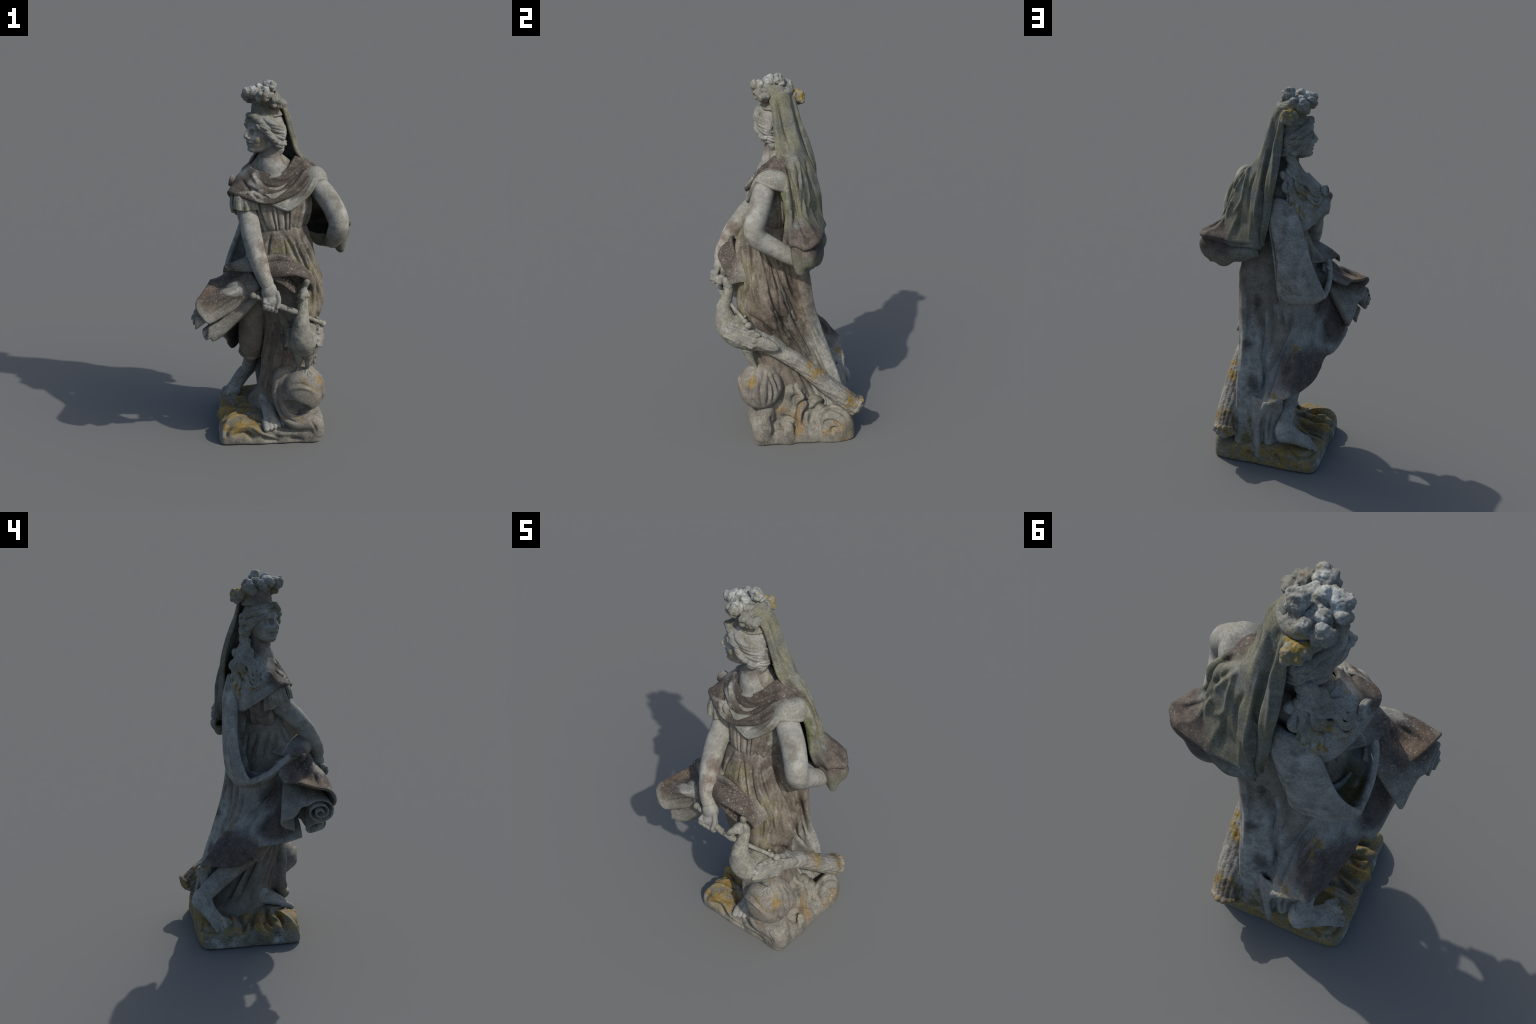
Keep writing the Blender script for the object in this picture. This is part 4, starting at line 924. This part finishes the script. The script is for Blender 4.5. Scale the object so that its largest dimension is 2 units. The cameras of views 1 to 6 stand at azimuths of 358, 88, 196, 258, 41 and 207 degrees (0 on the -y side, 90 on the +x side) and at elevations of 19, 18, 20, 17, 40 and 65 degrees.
# ------------------------------------------------------------------ materials
# Every part is the same weathered limestone; crust, algae, lichen and flecks are laid over it by masks.
def stone_material(name, base, layers=(), grain=.16, pits=.5, rough=.92, bump=.35):
    m = bpy.data.materials.new(name); m.use_nodes = True
    nt = m.node_tree; N = nt.nodes; L = nt.links
    bsdf = N["Principled BSDF"]
    bsdf.inputs["Roughness"].default_value = rough
    bsdf.inputs["Specular IOR Level"].default_value = .25
    def node(t, **kw):
        n = N.new(t)
        for k, v in kw.items(): setattr(n, k, v)
        return n
    def put(sock, val):
        if isinstance(val, bpy.types.NodeSocket): L.new(val, sock)
        else: sock.default_value = val
    def math_(op, a, b=0.0, c=None, clamp=False):
        n = node("ShaderNodeMath", operation=op, use_clamp=clamp)
        put(n.inputs[0], a); put(n.inputs[1], b)
        if c is not None: put(n.inputs[2], c)
        return n.outputs[0]
    def vec(op, a, b):
        n = node("ShaderNodeVectorMath", operation=op)
        put(n.inputs[0], a); put(n.inputs[1], b)
        return n
    def noise(scale, detail=4, v=None, out="Fac", rough=.55):
        n = node("ShaderNodeTexNoise")
        n.inputs["Scale"].default_value = scale; n.inputs["Detail"].default_value = detail; n.inputs["Roughness"].default_value = rough
        L.new(v or pos, n.inputs["Vector"])
        return n.outputs[out]
    def step(x, lo, hi):
        n = node("ShaderNodeMapRange", interpolation_type="SMOOTHSTEP")
        put(n.inputs[0], x); n.inputs[1].default_value = lo; n.inputs[2].default_value = hi
        return n.outputs[0]
    def mix(f, a, b, mode="MIX"):
        n = node("ShaderNodeMix", data_type="RGBA", blend_type=mode)
        put(n.inputs[0], f); put(n.inputs[6], a); put(n.inputs[7], b)
        return n.outputs[2]
    pos = node("ShaderNodeTexCoord").outputs["Object"]
    wob = vec("SUBTRACT", noise(9, 5, out="Color"), (.5, .5, .5)).outputs[0]
    wob = vec("MULTIPLY", wob, (.11, .11, .11)).outputs[0]
    warped = vec("ADD", pos, wob).outputs[0]
    col = mix(step(noise(5, 5), .3, .7), (*[c * .88 for c in base], 1), (*[min(1, c * 1.12) for c in base], 1))
    for ly in layers:
        mask = None
        for c, r in ly.get("where", ()):
            r = r if isinstance(r, tuple) else (r, r, r)
            d = vec("SUBTRACT", warped, c).outputs[0]
            d = vec("DIVIDE", d, r).outputs[0]
            ln = node("ShaderNodeVectorMath", operation="LENGTH"); L.new(d, ln.inputs[0])
            k = step(ln.outputs["Value"], 1.25, ly.get("core", .62))
            mask = k if mask is None else math_("MAXIMUM", mask, k)
        cov = ly.get("cover", 1.0)
        if cov < 1:
            sc = ly.get("scale", 14)
            nz = noise(sc, 6, rough=.62) if "stretch" not in ly else noise(sc, 5, vec("MULTIPLY", warped, ly["stretch"]).outputs[0], rough=.6)
            t = .5 + (.5 - cov) * .45; s = ly.get("soft", .09)
            k = step(nz, t - s, t + s)
            mask = k if mask is None else math_("MULTIPLY", mask, k)
        if mask is None: mask = 1.0
        mask = math_("MULTIPLY", mask, ly.get("amount", 1.0))
        c = ly["color"]
        cc = mix(step(noise(ly.get("scale", 14) * 2.3, 4), .3, .7), (*[x * .82 for x in c], 1), (*[x * 1.18 for x in c], 1))
        col = mix(mask, col, cc)
    # uneven grime, then grain and small dark pits
    col = mix(1.0, col, mix(step(noise(17, 7, rough=.68), .32, .66), (.76, .75, .73, 1), (1.10, 1.10, 1.08, 1)), "MULTIPLY")
    g = noise(140, 5, rough=.7)
    col = mix(1.0, col, mix(step(g, .25, .75), (1 - grain * 2.2,) * 3 + (1,), (1 + grain * 1.2,) * 3 + (1,)), "MULTIPLY")
    vo = node("ShaderNodeTexVoronoi"); vo.inputs["Scale"].default_value = 55; L.new(warped, vo.inputs["Vector"])
    pit = math_("MULTIPLY", step(vo.outputs["Distance"], .20, .08), step(noise(11, 3), .5, .62))
    col = mix(math_("MULTIPLY", pit, pits), col, (.045, .042, .036, 1))
    L.new(col, bsdf.inputs["Base Color"])
    h = math_("ADD", math_("MULTIPLY", noise(70, 6, rough=.65), .8), math_("MULTIPLY", g, .35))
    h = math_("SUBTRACT", h, math_("MULTIPLY", pit, .5))
    bp = node("ShaderNodeBump"); bp.inputs["Strength"].default_value = bump; bp.inputs["Distance"].default_value = .006
    L.new(h, bp.inputs["Height"]); L.new(bp.outputs[0], bsdf.inputs["Normal"])
    return m

PALE = (.25, .247, .222)
GREY = (.228, .23, .218)
BEIGE = (.185, .165, .138)
BROWN = (.080, .066, .056)
OLIVE = (.135, .132, .088)
OCHRE = (.22, .15, .045)
MOSS = (.13, .115, .05)
WHITE = (.40, .41, .40)
RUST = (.13, .092, .062)
def flecks(amount=.8, cover=.26, where=(), scale=105):
    return dict(color=WHITE, cover=cover, scale=scale, soft=.05, amount=amount * .5, where=where)

M = {}
M["skin"] = stone_material("stone_skin", PALE, grain=.10, layers=[
    dict(color=GREY, cover=.45, scale=9, amount=.8), dict(color=(.135, .125, .108), cover=.32, scale=13, amount=.6),
    dict(color=(.15, .12, .10), where=[((-.04, -.27, 1.11), (.055, .10, .13)), ((-.14, -.09, 1.69), .035)], cover=.72, scale=18, amount=.85),
    dict(color=(.145, .13, .118), where=[((.0, -.02, 1.635), (.09, .09, .05))], amount=.9),
    dict(color=(.15, .12, .055), where=[((-.06, -.10, 1.70), .03)], cover=.6, scale=40, amount=.6),
    dict(color=OLIVE, cover=.22, scale=6, amount=.35), flecks(.5, .22)])
M["leg"] = stone_material("stone_leg", (.19, .165, .135), [
    dict(color=GREY, where=[((-.15, .25, .25), (.25, .19, .22))]), dict(color=MOSS, where=[((-.2, .22, .17), .08)], cover=.45, scale=30, amount=.8)], pits=.3)
M["foot"] = stone_material("stone_foot", (.27, .27, .25), [
    dict(color=MOSS, where=[((-.27, .2, .14), .09)], cover=.4, scale=30, amount=.8), dict(color=GREY, cover=.4, scale=10)])
M["mantle"] = stone_material("stone_mantle", GREY, [
    dict(color=BROWN, where=[((.03, -.13, 1.47), (.24, .17, .19)), ((-.16, -.12, 1.46), (.15, .12, .12)), ((.17, 0, 1.58), .12)]),
    dict(color=PALE, where=[((-.085, -.10, 1.49), (.03, .05, .05)), ((-.085, -.16, 1.435), (.035, .04, .03)), ((.02, -.09, 1.55), (.06, .03, .015))], amount=.75),
    dict(color=OLIVE, where=[((.12, -.16, 1.44), (.07, .06, .03)), ((-.06, -.17, 1.42), (.04, .05, .03))], cover=.6, scale=20, amount=.6),
    dict(color=OCHRE, where=[((-.13, .10, 1.44), .10), ((-.12, .03, 1.53), .06)], cover=.36, scale=24, amount=.9),
    flecks(.7, .24)])
M["tier"] = stone_material("stone_mantle_tier", PALE, [
    dict(color=BROWN, cover=.3, scale=8, amount=.7), dict(color=OLIVE, cover=.38, scale=7, amount=.5), flecks(.5)])
M["bodice"] = stone_material("stone_bodice", BEIGE, [
    dict(color=BROWN, cover=.42, scale=9, amount=.6), dict(color=PALE, cover=.4, scale=14, amount=.7), flecks(.5, .22)])
M["skirt"] = stone_material("stone_skirt", (.19, .175, .15), [
    dict(color=(.16, .13, .105), where=[((.2, .0, .75), (.12, .25, .45)), ((.03, -.15, .45), (.16, .16, .4))], amount=.8),
    dict(color=(.27, .27, .25), where=[((.12, .24, .55), (.16, .14, .55))]),
    dict(color=BROWN, where=[((.03, -.23, 1.17), (.13, .09, .10)), ((.16, -.15, 1.17), (.07, .09, .10)), ((.13, -.22, .98), (.05, .08, .22)), ((.2, -.1, .72), (.07, .1, .16))], cover=.62, scale=12, amount=.85),
    dict(color=(.17, .155, .08), where=[((.04, -.25, 1.08), (.12, .08, .15)), ((.16, -.18, .92), (.1, .10, .22))], cover=.55, scale=16, amount=.7),
    dict(core=.3, color=(.055, .048, .045), where=[((.12, .2, .63), (.045, .06, .045)), ((.07, .27, .42), (.045, .06, .06)), ((.1, .14, .85), (.035, .06, .06))], amount=.8),
    dict(color=(.075, .062, .05), where=[((.12, -.08, .8), (.2, .22, .55))], cover=.42, scale=30, stretch=(1, 1, .10), amount=.7),
    dict(color=(.26, .25, .21), where=[((.14, -.08, .8), (.2, .22, .5))], cover=.3, scale=26, stretch=(1, 1, .12), amount=.7),
    dict(color=MOSS, where=[((.02, .33, .16), (.07, .07, .16))], cover=.5, scale=22),
    flecks(.75, .24, [((.06, -.24, 1.08), (.16, .12, .25))], 90)])
M["cloth"] = stone_material("stone_gathered_cloth", (.20, .19, .165), [
    dict(color=BROWN, where=[((-.3, -.24, .98), (.2, .16, .13)), ((.08, -.32, 1.05), (.22, .10, .14))]),
    dict(color=RUST, where=[((-.36, -.24, .92), (.08, .10, .06))], amount=.7),
    dict(color=PALE, where=[((-.22, -.30, .97), (.07, .05, .03)), ((-.34, -.34, .79), (.10, .06, .05)), ((-.30, -.30, .70), (.12, .08, .06))], amount=.85),
    flecks(.8, .27)])
M["over"] = stone_material("stone_overskirt", GREY, [
    dict(color=(.085, .073, .068), where=[((-.2, .17, .52), (.16, .2, .13)), ((-.30, -.08, .72), (.08, .16, .14)), ((-.25, -.05, .85), (.08, .1, .1))]),
    dict(color=OCHRE, where=[((-.13, .17, .62), (.03, .05, .07)), ((-.08, .33, .40), (.09, .06, .04))], cover=.5, scale=26),
    dict(color=PALE, where=[((-.1, .33, .38), (.1, .05, .05))], cover=.5, scale=18), flecks(.5, .22)])
M["sling"] = stone_material("stone_sling", (.28, .283, .27), [
    dict(color=GREY, cover=.45, scale=8), dict(color=(.11, .10, .085), cover=.26, scale=14, amount=.7),
    dict(color=MOSS, where=[((-.17, .02, .93), (.09, .10, .07))], cover=.6, scale=18)])
M["veil"] = stone_material("stone_veil", (.148, .145, .105), [
    dict(color=(.145, .15, .135), cover=.45, scale=7),
    dict(color=BROWN, where=[((.33, .12, 1.2), (.15, .14, .10)), ((.2, 0, 1.56), (.06, .04, .05))]),
    dict(color=PALE, where=[((.15, .02, 1.60), (.02, .03, .02)), ((.30, .02, 1.42), (.05, .04, .12))], cover=.55, scale=20, amount=.7),
    dict(color=(.11, .13, .05), where=[((.27, -.01, 1.36), (.04, .05, .16))], amount=.8), flecks(.5, .22)])
M["hair"] = stone_material("stone_hair", (.205, .203, .175), [
    dict(color=GREY, cover=.45, scale=10), dict(color=OLIVE, where=[((-.1, -.05, 1.84), .06)], amount=.6),
    dict(color=OCHRE, where=[((-.13, .11, 1.44), .09)], cover=.42, scale=24)])
M["crown"] = stone_material("stone_crown", (.195, .195, .172), [
    dict(color=(.14, .13, .10), where=[((-.015, .0, 1.865), (.12, .12, .035))]),
    dict(color=(.37, .39, .38), where=[((-.03, .0, 1.985), (.12, .12, .05))], cover=.55, scale=22, amount=.9),
    dict(color=(.26, .18, .02), where=[((-.03, .12, 1.90), (.05, .06, .045))], cover=.5, scale=26, amount=.85),
    dict(color=OCHRE, where=[((.02, -.1, 1.92), .06)], cover=.3, scale=20)])
M["bird"] = stone_material("stone_peacock", (.225, .222, .19), [dict(color=GREY, cover=.4, scale=12, amount=.7), dict(color=OLIVE, cover=.3, scale=9, amount=.5), dict(color=(.12, .115, .095), cover=.3, scale=16, amount=.6), flecks(.4)], pits=.9)
M["tail"] = stone_material("stone_peacock_tail", (.235, .228, .205), [
    dict(color=(.17, .15, .13), cover=.4, scale=11, amount=.7), dict(color=OCHRE, where=[((.18, .36, .22), .11), ((.2, .15, .43), .09)], cover=.45, scale=20),
    dict(color=BROWN, where=[((.17, .36, .24), .05)], amount=.7), flecks(.6)])
M["cloud"] = stone_material("stone_cloud", (.20, .187, .163), [
    dict(color=(.13, .117, .102), cover=.48, scale=9, amount=.7), dict(color=OCHRE, where=[((.08, -.22, .15), (.08, .06, .03)), ((.2, -.2, .4), .08)], cover=.4, scale=18, amount=.85), flecks(.35)])
M["base"] = stone_material("stone_base", (.215, .205, .175), [
    dict(color=(.115, .107, .092), cover=.5, scale=11, amount=.75),
    dict(color=MOSS, where=[((-.2, .1, .1), (.2, .36, .14)), ((.0, .36, .06), (.36, .10, .12))], cover=.45, scale=17, amount=.8),
    dict(color=OCHRE, where=[((-.22, -.16, .13), (.16, .12, .1)), ((-.25, .05, .12), (.12, .3, .06)), ((-.2, .33, .08), (.15, .1, .08)), ((-.05, .36, .06), (.25, .06, .09))], cover=.54, scale=21),
    dict(color=(.20, .125, .045), where=[((.23, .04, .12), (.09, .05, .14)), ((.24, .24, .06), (.08, .09, .08)), ((.24, -.06, .17), .06)], cover=.45, scale=19, soft=.12, amount=.75),
    dict(color=(.30, .32, .31), where=[((-.3, .1, .06), (.08, .32, .08))], cover=.3, scale=13), flecks(.6, .27)])
USE = dict(arm="skin", hand="skin", head="skin", leg="leg", foot="foot", mantle="mantle", mantle_tier="tier", sleeve="tier", bodice="bodice", skirt="skirt",
           gathered_cloth="cloth", sash="cloth", overskirt="over", overskirt_train="over", sling="sling", cloak_lining="sling", veil="veil", veil_end="veil",
           hair="hair", hair_lock="hair", crown="crown", crown_tuft="crown", brooch="mantle", peacock="bird", peacock_head="bird", wing="bird", peacock_leg="bird",
           peacock_tail="tail", knee_cuff="leg", sceptre="bird", cloud_scroll="cloud", cloud_base="base")
for ob in bpy.data.objects:
    if ob.type == "MESH":
        ob.data.materials.clear()
        ob.data.materials.append(M[USE[ob.name.split(".")[0]]])
